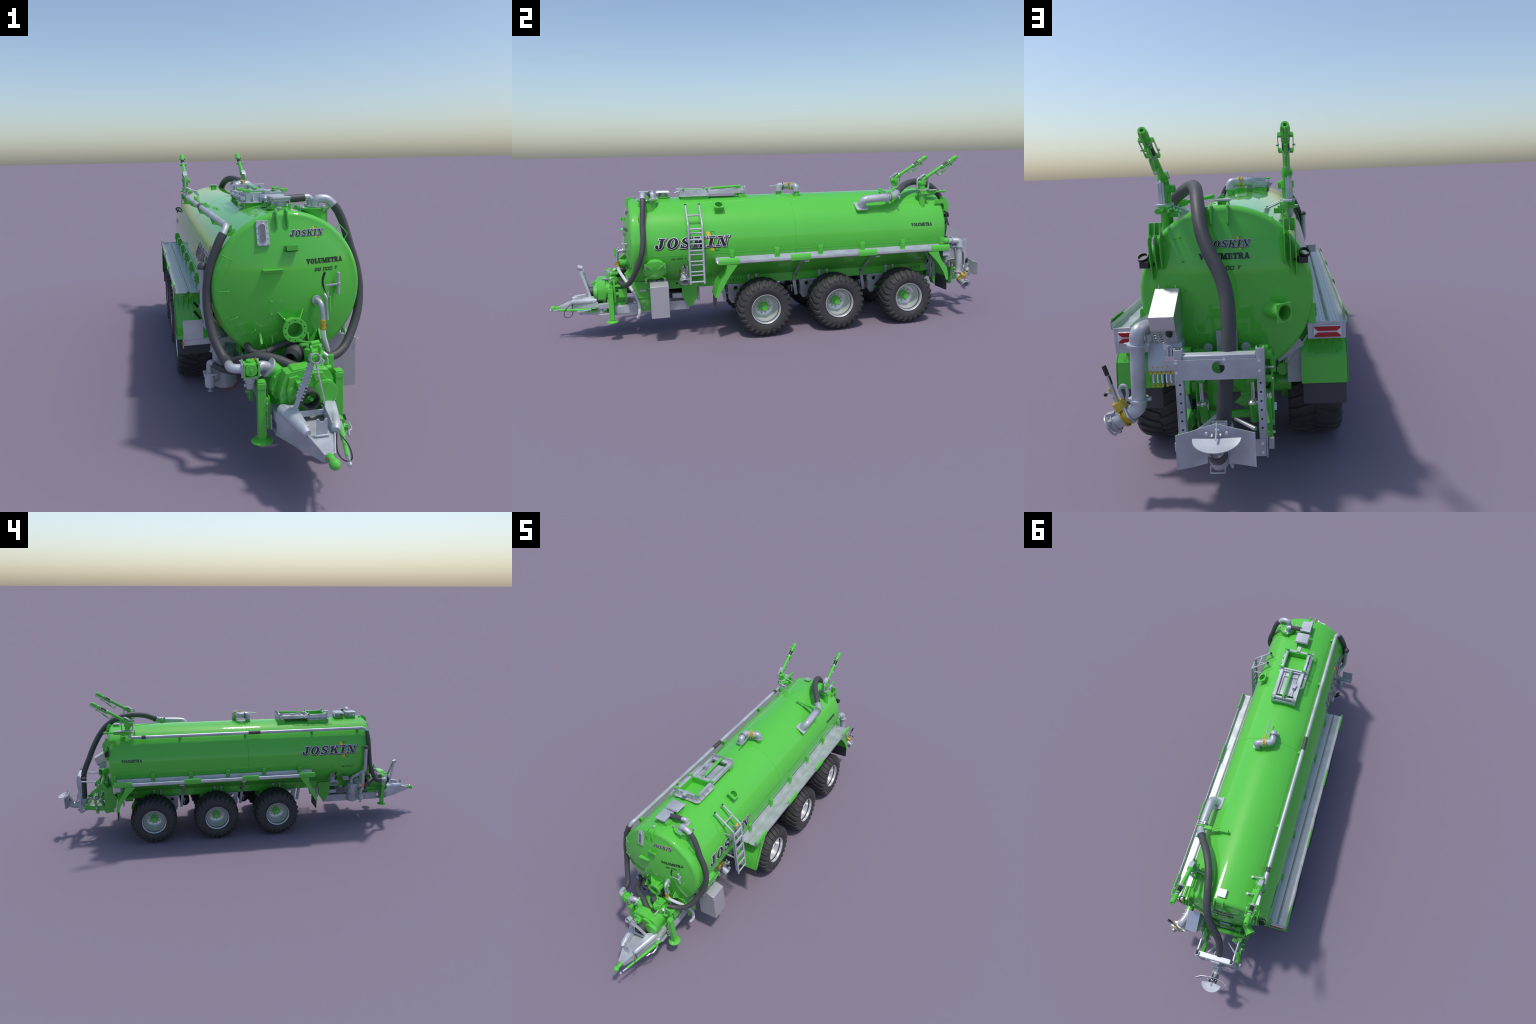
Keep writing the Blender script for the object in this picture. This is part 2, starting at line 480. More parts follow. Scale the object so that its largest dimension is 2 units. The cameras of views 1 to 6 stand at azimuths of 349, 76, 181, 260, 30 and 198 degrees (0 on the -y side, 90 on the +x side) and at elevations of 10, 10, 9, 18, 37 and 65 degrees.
# ------------------------------------------------------------------ wheels
WR, WZ = 0.1130, 0.1171
def build_wheel():
    """Wheel about local x, outer side toward +x, centred on the tyre."""
    g = empty("wheel", ROOT)
    hw = .0600
    prof = [(.057, hw - .011), (.062, hw - .005), (.074, hw + .001), (.088, hw + .002), (.0995, hw - .002), (.1075, hw - .010), (.1112, hw - .024), (.1131, .02), (WR, 0)]
    full = prof + [(r, -t) for r, t in prof[-2::-1]] + [(.055, -hw + .014), (.055, hw - .014)]
    t = Part().lathe(full, (0, 0, 0), X, 72, closed=True)
    N = 26
    # curved tread bars: from the centre line out over the shoulder
    steps = [(.000, WR + .0034, .00, .0105), (.018, WR + .0040, .05, .0115), (.034, WR + .0034, .115, .013), (.048, WR + .0012, .165, .0145), (.0585, WR - .006, .195, .012), (.0625, WR - .014, .205, .0095), (.0622, WR - .019, .21, .006)]
    for side in (1, -1):
        for i in range(N):
            a0 = 2 * PI * (i + (0 if side > 0 else .5)) / N
            vs, fs = [], []
            for (lx, rr, tw, wd) in steps:
                a = a0 + tw
                for da, dr in ((-wd / 2 / WR, 0), (wd / 2 / WR, 0), (wd * .62 / WR, -.009), (-wd * .62 / WR, -.009)):
                    r2 = rr + dr
                    xx = side * (lx if dr == 0 else max(0, lx - (.004 if lx > .055 else 0)))
                    vs.append((xx, r2 * math.cos(a + da), r2 * math.sin(a + da)))
            m = len(steps)
            for s in range(m - 1):
                for k in range(4):
                    l = (k + 1) % 4
                    fs.append((s * 4 + k, s * 4 + l, s * 4 + 4 + l, s * 4 + 4 + k))
            fs += [(0, 1, 2, 3), (m * 4 - 1, m * 4 - 2, m * 4 - 3, m * 4 - 4)]
            t.add(vs, fs)
    t.done("tyre", TYRE, g, smooth=35)
    rim = Part().lathe([(.0590, hw - .012), (.0622, hw - .006), (.0610, hw - .002), (.0585, hw - .004), (.0570, hw - .010), (.0560, hw - .013), (.0540, hw - .024),
                        (.0500, hw - .040), (.0440, hw - .051), (.0360, hw - .057), (.026, hw - .0595), (0, hw - .060), (0, hw - .068), (.054, hw - .068), (.055, -hw + .012), (.059, -hw + .012)], (0, 0, 0), X, 64, closed=True)
    rim.done("rim", RIM, g, smooth=30)
    hub = Part().lathe([(.0205, hw - .062), (.0205, hw - .048), (.0185, hw - .045), (.0150, hw - .043), (.0132, hw - .029), (.0115, hw - .027), (0, hw - .0265)], (0, 0, 0), X, 28)
    for i in range(10):
        a = 2 * PI * i / 10
        c = V((0, .0280 * math.cos(a), .0280 * math.sin(a)))
        hub.cyl(c + X * (hw - .061), c + X * (hw - .053), .0026, .0021, 8)
    hub.cyl((hw - .069, 0, 0), (-hw - .005, 0, 0), .02, n=16)
    hub.done("hub", GREEN, g, bevel=.0006)
    return g

WY = (-.133, .186, .507)
w0 = build_wheel()
w0.location = (.1785, WY[0], WZ)
first = True
for sx in (1, -1):
    for i, y in enumerate(WY):
        if first: first = False; continue
        g = empty("wheel", ROOT, (sx * .1785, y, WZ))
        g.rotation_euler = ((i * .37), 0, 0) if sx > 0 else (i * .29 + .1, 0, PI)
        for ch in w0.children:
            instance(ch, g)

# axles
p = Part()
for y in WY:
    p.beam((-.12, y, WZ), (.12, y, WZ), .03, .03)
    for sx in (1, -1):
        p.cyl((sx * .1, y, WZ), (sx * .128, y, WZ), .034, n=24)
        p.beam((sx * .072, y - .11, .135), (sx * .072, y, WZ + .018), .018, .012)
        p.cyl((sx * .055, y + .05, .2), (sx * .055, y + .05, .135), .018, n=16)
        p.beam((sx * .065, y, WZ + .01), (sx * .065, y + .07, .125), .018, .012)
p.done("axle", GREEN, bevel=.001)

# ------------------------------------------------------------------ chassis
p = Part()
for sx in (1, -1):
    poly = [(-.655, .236), (-.60, .243), (-.2, .246), (.655, .246), (.69, .238), (.70, .20), (.64, .198), (-.40, .2), (-.58, .2), (-.60, .228), (-.655, .232)]
    p.yz([(a, b - .005) for a, b in poly], sx * .0765, sx * .070)
    p.bounds(sx * .0698, sx * .050, -.45, .69, .1955, .202)
    p.bounds(sx * .0698, sx * .062, -.58, .69, .202, .255)
p.done("chassis_beam", GREEN, bevel=.0008)
p = Part()
for sx in (1, -1):
    for y in [.575 + .0135 * i for i in range(6)] + [-.20 - .013 * i for i in range(6)]:
        p.bounds(sx * .0770, sx * .075, y - .0012, y + .0012, .209, .219)
    for y in (.335, .03, -.49, -.47):
        p.cyl((sx * .075, y + .012, .217), (sx * .0771, y + .012, .217), .0045, n=12)
    for y in [.05 + .035 * i for i in range(5)] + [.36 + .03 * i for i in range(4)]:
        p.cyl((sx * .075, y, .231), (sx * .0771, y, .231), .0014, n=6)
p.done("beam_hole", HOLE, kind="stuff")

# cross members and long green tube under the barrel
p = Part()
for y in (-.5, -.28, .03, .345, .64):
    p.bounds(-.069, .069, y - .012, y + .012, .1985, .235)
p.done("cross_member", GREEN, bevel=.001)

# suspension hangers, shackles, air reservoirs, walkway struts
for sx in (1, -1):
    for y in (.375, .055, -.264):
        p = Part()
        o = sx * .0845
        p.holed([(0, .199), (.079, .198), (.075, .181), (.040, .151), (.01, .151), (0, .183)], (.033, .179), .0095, (o, y, 0), Y, Z, (-sx * .006, 0, 0), n=16)
        p.yz([(y + .0395, .1515), (y + .034, .121), (y + .028, .115), (y + .014, .115), (y + .008, .125), (y + .0085, .1515)], o, o - sx * .006)
        p.bounds(o - sx * .0005, sx * .060, y + .004, y + .009, .130, .196)
        p.beam((o + sx * .003, y + .003, .196), (o + sx * .003, y + .076, .195), .010, .008)
        p.cyl((o, y + .024, .126), (o + sx * .0035, y + .024, .126), .005, n=12)
        p.beam((sx * .070, y - .022, .197), (sx * .070, y - .012, .127), .008, .014, up=Y)
        p.done("suspension_hanger", GALV, bevel=.0008)
    for y in (.481, .162, -.159):
        p = Part()
        for dy in (-.014, .02):
            p.bounds(sx * .0765, sx * .086, y + dy - .005, y + dy + .005, .200 if dy < 0 else .218, .242)
            p.cyl((sx * .081, y + dy - .008, .232), (sx * .081, y + dy + .008, .232), .003, n=8)
        p.done("shackle_plate", GALV, bevel=.0005)
        p = Part()
        p.bounds(sx * .0765, sx * .083, y - .006, y + .012, .208, .232)
        p.cyl((sx * .083, y - .012, .239), (sx * .083, y + .02, .239), .0035, n=10)
        p.done("shackle_link", GREEN, bevel=.0005)
    for y in (.033, .349):
        p = Part().tube(rounded([(sx * .215, y, .3115), (sx * .188, y, .300), (sx * .094, y, .226), (sx * .082, y, .216), (sx * .081, y, .196)], .012), .0062, 4)
        p.box((sx * .218, y + .012, .306), (.02, .02, .006))
        p.done("walkway_strut", GALV)
p = Part()
for y in (.0225, .343):
    p.lathe([(0, -.06), (.016, -.059), (.0235, -.054), (.0265, -.046), (.0265, .046), (.0235, .054), (.016, .059), (0, .06)], (0, y, .150), X, 28)
    for sx in (1, -1):
        p.cyl((sx * .06, y, .150), (sx * .066, y, .150), .004, n=10)
p.done("air_reservoir", BLACK)
p = Part()
for y in (.0225, .343):
    for sx in (1, -1):
        p.tube([(sx * .061, y + .003, .172), (sx * .066, y + .003, .160), (sx * .065, y + .002, .142)], .0022, 6)
        p.box((sx * .064, y + .003, .168), (.004, .014, .002))
p.done("drain_valve", GALV)

# front chassis: hanging pentagon plates, front green plates
for sx in (1, -1):
    p = Part().yz([(-.461, .225), (-.388, .225), (-.391, .160), (-.418, .120), (-.425, .114), (-.433, .115), (-.459, .160)], sx * .085, sx * .0775)
    p.done("drawbar_hanger", GREEN, bevel=.001)
    p = Part().yz([(-.659, .241), (-.588, .235), (-.592, .114), (-.640, .114), (-.640, .165), (-.646, .18)], sx * .094, sx * .086)
    p.bounds(sx * .098, sx * .094, -.637, -.595, .17, .174)
    p.bounds(sx * .0945, sx * .080, -.60, -.594, .115, .23)
    p.prism([(-.66, .24), (-.69, .272), (-.668, .295), (-.645, .25)], (sx * .074, 0, 0), Y, Z, (-sx * .006, 0, 0))
    p.prism([(-.655, .235), (-.68, .27), (-.665, .305), (-.64, .26)], (sx * .045, 0, 0), Y, Z, (-sx * .004, 0, 0))
    p.done("front_chassis_plate", GREEN, bevel=.0008)
    p = Part()
    for z in (.13, .155):
        p.cyl((sx * .094, -.617, z), (sx * .1, -.617, z), .0048, n=10)
    p.bounds(sx * .0985, sx * .094, -.632, -.605, .198, .206)
    p.done("bolt_head", GALV)
p = Part()
p.bounds(-.09, .09, -.66, -.64, .205, .238)
p.prism([(-.048, .236), (-.064, .272), (-.062, .272), (-.044, .236)], (0, -.672, 0), X, Z, (0, .03, 0))
p.prism([(-.020, .236), (-.010, .268), (-.008, .268), (-.016, .236)], (0, -.672, 0), X, Z, (0, .03, 0))
p.prism([(.05, .24), (.066, .29), (.062, .29), (.03, .24)], (0, -.675, 0), X, Z, (0, .03, 0))
p.done("front_saddle", GREEN, bevel=.001)

# ------------------------------------------------------------------ walkways
WF, WB = -.326, .690
for sx in (1, -1):
    g = empty("walkway", ROOT)
    t = .0018
    cs = [(.170, .3340), (.174, .3330), (.178, .3175), (.2025, .3175), (.2075, .3240), (.2125, .3175), (.2405, .3175), (.2425, .3190), (.2425, .3315), (.2440, .3335), (.2458, .3330), (.2465, .3310), (.2475, .3250), (.2465, .3190), (.2440, .3165), (.2405, .3155),
          (.2135, .3155), (.2075, .3215), (.2015, .3155), (.1770, .3155), (.1725, .3310), (.170, .3320)]
    Part().prism([(sx * a, b) for a, b in cs], (0, WF, 0), X, Z, (0, WB - WF, 0)).done("tread_sheet", TREAD, g, smooth=30)
    p = Part()
    random.seed(3)
    for row in (.19, .198, .218, .226, .234):
        for i in range(58):
            y = WF + .01 + i * .0173
            p.lathe([(.0016, 0), (.001, .0007), (0, .0009)], (sx * row, y + (.0086 if row in (.198, .226) else 0), .3174), Z, 6)
    p.done("tread_stud", GALV, g, kind="stuff")
    for y0, y1 in ((-.323, -.240), (-.028, .055), (.265, .348), (.603, .688)):
        p = Part()
        out = [(.2440, .3150), (.2485, .3160), (.2500, .3240), (.2492, .3340), (.2462, .3405), (.2430, .3420), (.2424, .3395), (.2445, .3380), (.2470, .3330), (.2478, .3240), (.2470, .3180), (.2440, .3170)]
        p.prism([(sx * a, b) for a, b in out], (0, y0, 0), X, Z, (0, y1 - y0, 0))
        p.done("walkway_clip", GREEN, g, smooth=50)
    for i in range(6):
        y = -.2585 + i * .1898
        p = Part()
        p.bounds(sx * .165, sx * .1805, y - .0105, y + .0105, .320, .363)
        p.bounds(sx * .1805, sx * .1825, y - .0088, y + .0088, .333, .360)
        p.done("walkway_bracket", GREEN, g, bevel=.0008)
    p = Part()
    for i in range(6):
        y = -.2585 + i * .1898
        for dy in (-.005, .005):
            for z in (.338, .346): p.cyl((sx * .1822, y + dy, z), (sx * .1834, y + dy, z), .0012, n=6)
    p.done("bracket_bolt", HOLE, g, kind="stuff")

# ------------------------------------------------------------------ fenders, flaps, lamps
def fender(sx, pts_out, pts_in, dirn, emboss):
    g = empty("fender", ROOT)
    p = Part()
    p.strip(pts_out, pts_in, (sx * .2475, 0, 0), Y, Z, (-sx * .003, 0, 0))
    sheet_o = pts_out
    sheet_i = [(y - dirn * .003, z) for y, z in pts_out]
    p.strip(sheet_o, sheet_i, (sx * .247, 0, 0), Y, Z, (-sx * .099, 0, 0))
    p.done("fender_sheet", GREEN, g, smooth=25)
    p = Part()                                            # curved stay behind the sheet
    p.strip([(y - dirn * .006, z) for y, z in pts_out], [(y - dirn * .018, z) for y, z in pts_out], (sx * .152, 0, 0), Y, Z, (-sx * .003, 0, 0))
    p.done("fender_stay", GALV, g)
    p = Part()                                            # shallow pressed flutes
    (ya, za), (yb, zb) = pts_out[1], pts_out[3]
    for i in range(6):
        x = sx * (.165 + .0145 * i)
        p.beam((x, ya, za), (x, yb, zb), .0045, .0007, up=V((0, dirn, .6)))
    p.done("pressed_flute", GREEN, g, bevel=.0005)
    (ya, za), (yb, zb) = pts_out[3], pts_out[4]
    def fmap(a, b, lift):
        t = .85 - b / .02
        x = sx * .2 + (dirn * -1) * (a - .034)
        return V((x, ya + (yb - ya) * t + dirn * lift * .8, za + (zb - za) * t + lift * .6))
    lettering("embossed_lettering", "JOSKIN", SLAB, fmap, .068, .012, 0, GREEN, .0006, g)
    y, z = pts_out[-1]
    f = Part()
    f.prism([(a, b) for a, b in rrect(.151, .243, z - .047, z + .012, .004)], (0, y - dirn * .004, 0), V((sx, 0, 0)), Z, (0, -dirn * .003, 0))
    f.done("mud_flap", FLAP, g)

front_o = [(-.292, .3145), (-.2935, .300), (-.298, .281), (-.308, .263), (-.3265, .2405), (-.3365, .212), (-.3430, .1855)]
front_i = [(-.2485, .3145), (-.262, .295), (-.276, .278), (-.292, .254), (-.310, .221), (-.322, .203), (-.3325, .1855)]
rear_o = [(.638, .3145), (.641, .300), (.649, .281), (.661, .263), (.6805, .2405), (.6850, .212), (.6880, .1850)]
rear_i = [(.5875, .3145), (.606, .295), (.625, .276), (.645, .250), (.6645, .219), (.672, .2), (.6775, .1850)]
for sx in (1, -1):
    fender(sx, front_o, front_i, -1, True)
    fender(sx, rear_o, rear_i, 1, True)
    # rear lamp board
    g = empty("rear_lamp", ROOT)
    p = Part()
    p.bounds(sx * .1635, sx * .2430, .686, .6925, .284, .3205)
    p.bounds(sx * .118, sx * .149, .655, .66, .178, .256)
    p.bounds(sx * .2410, sx * .2432, .66, .686, .292, .3155)
    p.done("lamp_board", GALV, g, bevel=.0006)
    p = Part()
    p.bounds(sx * .1755, sx * .2335, .6925, .6965, .288, .3125)
    p.done("lamp_lens", LENS, g, bevel=.001)
    p = Part()
    for zb, s in ((.3115, -1), (.289, 1)):
        p.prism([(sx * .177, zb), (sx * .232, zb), (sx * .2315, zb + s * .0035), (sx * .224, zb + s * .0095), (sx * .185, zb + s * .0095), (sx * .1775, zb + s * .0035)], (0, .6962, 0), X, Z, (0, .0025, 0))
    p.done("lamp_reflector", RED, g, bevel=.0006)
    p = Part().bounds(sx * .235, sx * .2392, .676, .684, .29, .302)
    p.done("side_marker", RED, g)
p = Part()
for sx in (1, -1):
    p.beam((sx * .12, .655, .218), (sx * .165, .655, .285), .012, .004)
    p.beam((sx * .095, .66, .235), (sx * .15, .66, .272), .01, .022, up=Z)
    p.bounds(sx * .15, sx * .2465, .6775, .680, .262, .287) if sx > 0 else None
p.done("lamp_bracket", GALV, bevel=.0006)

# ------------------------------------------------------------------ front head fittings
fy = lambda x, z: head_y(x, z, True)
ry = lambda x, z: head_y(x, z, False)
# sight glass
g = empty("sight_glass", ROOT)
sx0, sz0 = -.0595, .5235
so = V((sx0, fy(sx0, sz0), sz0))
su = V((.02, fy(sx0 + .02, sz0) - so.y, 0)).normalized(); sv = V((0, fy(sx0, sz0 + .02) - so.y, .02)).normalized()
sn = su.cross(sv).normalized()
if sn.y > 0: sn = -sn
so += sn * .001
Part().prism(rrect(-.0140, .0140, -.0290, .0290, .001), so - sn * .006, su, sv, sn * .009).done("sight_frame", GALV, g, bevel=.0006)
Part().prism(rrect(-.0082, .0082, -.0225, .0225, .0080), so, su, sv, sn * .0055).done("sight_rim", GALV, g, bevel=.0008)
Part().prism(rrect(-.0066, .0066, -.0208, .0208, .0064), so, su, sv, sn * .0060).done("sight_pane", GLASS, g)
p = Part()
for b in (-.026, -.013, 0, .013, .026):
    for a in (-.0112, .0112): p.ball(so + su * a + sv * b + sn * .0032, .0016, 8)
for b in (-.0265, .0265): p.ball(so + sv * b + sn * .0032, .0016, 8)
p.done("sight_bolt", GALV, g, kind="stuff")
# lifting lugs on both heads
p = Part()
for x in (-.026, -.001):
    p.holed([(-.640, .572), (-.652, .5775), (-.664, .572), (-.669, .556), (-.668, .534), (-.655, .532)], (-.656, .566), .003, (x - .0018, 0, 0), Y, Z, (.0036, 0, 0), n=12)
p.done("lifting_lug", GREEN, bevel=.0006)
p = Part()
for x in (.021, -.012):
    p.yz([(.700, .570), (.712, .577), (.722, .570), (.731, .535), (.715, .53)], x - .0018, x + .0018)
p.done("lifting_lug", GREEN, bevel=.0006)
# steps
p = Part()
p.bounds(-.012, .017, fy(0, .49) - .013, fy(0, .49) + .006, .4825, .485)
p.bounds(-.012, .017, fy(0, .49) - .013, fy(0, .49) - .0105, .4825, .4975)
p.bounds(-.012, -.0095, fy(0, .49) - .013, fy(0, .49) + .006, .4825, .495)
p.done("front_step", GREEN, bevel=.0006)
p = Part()
p.bounds(-.0655, -.018, fy(-.04, .443) - .011, fy(-.04, .443) + .006, .4415, .4435)
p.bounds(-.0655, -.018, fy(-.04, .443) - .006, fy(-.04, .443) + .006, .4355, .4415)
p.done("front_step", GREEN, bevel=.0004)
# wire grab loops / hose clips
p = Part()
def loop(a, b, out, front=True, r=.0011):
    ax, az = a; bx, bz = b
    ya, yb = head_y(ax, az, front), head_y(bx, bz, front)
    s = -1 if front else 1
    p.tube(rounded([(ax, ya - s * .002, az), (ax, ya + s * out, az), (bx, yb + s * out, bz), (bx, yb - s * .002, bz)], .004, 3), r, 6)
for a, b in (((-.165, .395), (-.141, .396)), ((-.152, .477), (-.131, .467)), ((-.142, .326), (-.123, .335)), ((-.095, .29), (-.083, .304)), ((-.050, .37), (-.046, .3705)), ((-.050, .34), (-.046, .3405))):
    loop(a, b, .008)
for a, b in (((.098, .51), (.086, .511)), ((.094, .462), (.080, .463)), ((.090, .405), (.078, .406))):
    loop(a, b, .008, False)
p.tube(rounded([(.128, -.62, .515), (.138, -.62, .532), (.160, -.62, .508), (.150, -.62, .49)], .003, 3), .0011, 6)
p.done("wire_loop", GREEN)
# front level indicator: T arm and printed arc
p = Part()
yy = fy(.11, .40)
p.cyl((.115, yy - .008, .375), (.115, yy - .008, .427), .0042, n=12)
p.beam((.113, yy - .012, .400), (.081, fy(.08, .4) - .006, .3985), .0025, .004)
p.cyl((.115, yy - .017, .4005), (.115, yy + .004, .4005), .0035, n=10)
p.done("level_indicator", GALV, bevel=.0004)
p = Part()
pts_o, pts_i = [], []
for i in range(13):
    t = i / 12
    a = math.radians(150 + 72 * t)
    cx, cz, rr = .118, .408, .043
    w = max(.0005, .0062 * (1 - t) ** .55)
    pts_o.append((cx + rr * math.cos(a), cz + rr * math.sin(a)))
    pts_i.append((cx + (rr - w) * math.cos(a), cz + (rr - w) * math.sin(a)))
vs = [V((x, fy(x, z) - .0008, z)) for x, z in pts_o] + [V((x, fy(x, z) - .0008, z)) for x, z in pts_i]
p.add(vs, [(i, i + 1, 14 + i, 13 + i) for i in range(12)])
p.done("level_scale", L_BLACK)
# large flanged nozzle
p = Part()
p.lathe([(0, .012), (.022, .012), (.022, -.026), (.0285, -.026), (.0285, -.033), (.0172, -.033), (.0172, .0), (0, .0)], (.001, -.682, .306), Y, 36)
for a in (56, 132):
    ca, sa = math.cos(math.radians(a)), math.sin(math.radians(a))
    q = [V((.001 + ca * .021, -.708, .306 + sa * .021)), V((.001 + ca * .021, -.68, .306 + sa * .021)), V((.001 + ca * .060, -.676, .306 + sa * .060))]
    n = V((-sa, 0, ca)) * .0012
    p.add([v - n for v in q] + [v + n for v in q], [(0, 1, 2), (5, 4, 3), (0, 3, 4, 1), (1, 4, 5, 2), (2, 5, 3, 0)])
p.done("front_nozzle", GREEN, bevel=.0006)
p = Part()
for i in range(10):
    a = 2 * PI * (i + .5) / 10
    p.cyl((.001 + .0235 * math.cos(a), -.7152, .306 + .0235 * math.sin(a)), (.001 + .0235 * math.cos(a), -.714, .306 + .0235 * math.sin(a)), .0015, n=8)
p.done("bolt_hole", HOLE, kind="stuff")

# drain elbow, ball valve, gauge, white hose
g = empty("drain_line", ROOT)
p = Part()
p.lathe([(0, -.004), (.0115, -.004), (.0115, -.007), (0, -.007)], (.06, -.684, .366), Y, 24)
p.tube(rounded([(.06, -.686, .366), (.063, -.708, .366), (.067, -.7135, .345), (.067, -.714, .322)], .012), .0062, 14)
p.tube(rounded([(.074, -.703, .383), (.0775, -.71, .376), (.077, -.714, .345), (.0775, -.716, .325)], .01), .0022, 8)
p.ball((.0835, -.712, .373), .0034, 10); p.cyl((.0815, -.708, .372), (.0815, -.708, .388), .0017, n=8)
p.done("drain_elbow", GALV, g)
p = Part()
for i in range(8):
    a = 2 * PI * i / 8
    p.cyl((.06 + .009 * math.cos(a), -.6895, .366 + .009 * math.sin(a)), (.06 + .009 * math.cos(a), -.691, .366 + .009 * math.sin(a)), .0012, n=6)
p.done("flange_bolt", HOLE, g, kind="stuff")
Part().cyl((.0805, -.720, .381), (.0805, -.721, .347), .0032, n=10).done("gauge_tube", GREEN, g)
Part().cyl((.06, -.660, .366), (.06, -.6885, .366), .0085, n=18).done("drain_socket", GREEN, g)
p = Part()
p.cyl((.067, -.714, .326), (.067, -.713, .304), .0068, n=8); p.cyl((.067, -.714, .3265), (.067, -.714, .322), .0078, n=8); p.cyl((.067, -.714, .308), (.067, -.714, .303), .0078, n=8)
p.done("ball_valve", BRASS, g, bevel=.0006)
Part().ball((.074, -.721, .314), .0022, 8).done("valve_knob", RED, g)
Part().tube(spline([(.067, -.713, .304), (.070, -.708, .285), (.080, -.694, .260), (.092, -.675, .230), (.102, -.659, .203)], 6), .0062, 14).done("white_hose", WHITE, g)
Part().tube(spline([(.101, -.661, .206), (.108, -.648, .182), (.1125, -.639, .158), (.114, -.636, .133)], 6), .0066, 14).done("drain_pipe", GALV, g)
Part().tube(rounded([(.114, -.636, .136), (.113, -.637, .110), (.100, -.645, .090)], .012), .0060, 14).done("white_hose", WHITE, g)

# ------------------------------------------------------------------ overflow pot and top vents
g = empty("overflow_pot", ROOT)
p = Part()
p.cyl((.0875, -.58, .515), (.0875, -.58, .5655), .0335, n=40)
p.lathe([(.0, .5655), (.0375, .5655), (.0375, .5685), (0, .5685)], (.0875, -.58, 0), Z, 40)
p.done("pot_body", GREEN, g, bevel=.0006)
p = Part()
p.lathe([(0, .5685), (.0385, .5685), (.0385, .5712), (0, .5722)], (.0875, -.58, 0), Z, 40)
p.done("pot_cover", GREEN, g, bevel=.0006)
p = Part()
for a in (15, 100, 200, 290):
    c = V((.0875 + .039 * math.cos(math.radians(a)), -.58 + .039 * math.sin(math.radians(a)), .571))
    p.cyl(c - Z * .008, c + Z * .006, .0022, n=8); p.box(c + Z * .003, (.008, .008, .006))
p.done("pot_clamp", GALV, g, bevel=.0006)
p = Part()
p.tube(rounded([(.086, -.593, .570), (.0865, -.596, .5915), (.114, -.600, .5935), (.1335, -.6, .574)], .016), .0102, 18)
p.pipe((.086, -.593, .572), (.086, -.593, .5745), .0165, .011)
p.tube(rounded([(.085, -.559, .571), (.0845, -.559, .594), (.066, -.562, .5935)], .016), .0088, 16)
p.box((.085, -.559, .574), (.024, .024, .003))
p.done("pot_elbow", GALV, g)
p = Part()
p.tube(spline([(.131, -.600, .577), (.143, -.601, .560), (.156, -.603, .530), (.170, -.607, .480), (.187, -.608, .425), (.1925, -.616, .370), (.180, -.636, .313), (.146, -.664, .255), (.118, -.683, .234), (.088, -.696, .229), (.055, -.712, .2385)], 7), .0104, 18)
p.tube([(.069, -.5615, .5935), (.045, -.564, .5925), (.018, -.566, .592)], .0096, 16)
p.done("pot_hose", HOSE, g)

def vent(y, hw, hl, sloped):
    g = empty("roof_vent", ROOT)
    p = Part(); p.box((0, y, .5745), (.046, .046, .008)); p.lathe([(.03, 0), (.03, .004), (0, .004)], (0, y, .5705), Z, 28)
    for s in (-1, 1):
        for t in (-1, 1): p.box((s * .021, y + t * .021, .5805), (.006, .006, .007))
    p.done("vent_base", GREEN, g, bevel=.0006)
    p = Part()
    if sloped:
        p.cyl((0.002, y, .576), (0.002, y, .5955), .0165, n=28)
        b = [(-hw, -hl), (hw, -hl), (hw, hl), (-hw, hl)]
        t = [(a * .84, c * .84) for a, c in b]
        vs = [(a + .002, y + c, .5935) for a, c in b] + [(a + .002, y + c, .6005) for a, c in t]
        p.add(vs, [(3, 2, 1, 0), (4, 5, 6, 7), (0, 1, 5, 4), (1, 2, 6, 5), (2, 3, 7, 6), (3, 0, 4, 7)])
    else:
        p.cyl((0, y, .576), (0, y, .592), .018, n=28)
        p.bounds(-hw, hw, y - hl, y + hl, .5955, .6)
        p.bounds(-hw + .004, hw - .004, y - hl + .004, y + hl - .006, .589, .5956)
        p.bounds(-hw - .001, hw + .001, y + hl - .008, y + hl + .002, .592, .6012)
        p.ball((-hw - .001, y - hl + .008, .5945), .0026, 8)
        for s in (-1, 1): p.cyl((s * .021, y - .02, .576), (s * .021, y - .02, .594), .0016, n=6)
    p.done("vent_cap", GALV, g, bevel=.0006)
vent(-.582, .0225, .028, False)
vent(-.515, .031, .0285, True)
p = Part().cyl((-.012, -.632, .565), (-.012, -.632, .575), .0045, n=14).cyl((-.012, -.632, .575), (-.012, -.632, .5785), .0062, n=14)
p.done("filler_cap", GALV, bevel=.0005)

# ------------------------------------------------------------------ sliding roof hatch
g = empty("roof_hatch", ROOT)
p = Part()
p.holed(rrect(-.058, .058, -.444, -.328, .014), (0, -.386), .030, (0, 0, .555), X, Y, (0, 0, .0005), n=8)
for x0, x1, ya, yb in ((-.058, -.054, -.440, -.330), (.054, .058, -.440, -.330), (-.054, .054, -.444, -.440), (-.054, .054, -.332, -.328)):
    p.bounds(x0, x1, ya, yb, .545, .5755)
for x0, x1, ya, yb in ((-.045, -.042, -.428, -.336), (.042, .045, -.428, -.336), (-.042, .042, -.428, -.425), (-.042, .042, -.339, -.336)):
    p.bounds(x0, x1, ya, yb, .56, .600)
p.bounds(-.042, .042, -.425, -.339, .569, .5715)
p.bounds(-.0435, .0435, -.186, -.173, .55, .5785)
p.bounds(-.0532, -.044, -.20, -.1725, .55, .5788); p.bounds(.0532, .044, -.20, -.1725, .55, .5788)
p.done("hatch_coaming", GREEN, g, bevel=.0006)
p = Part()
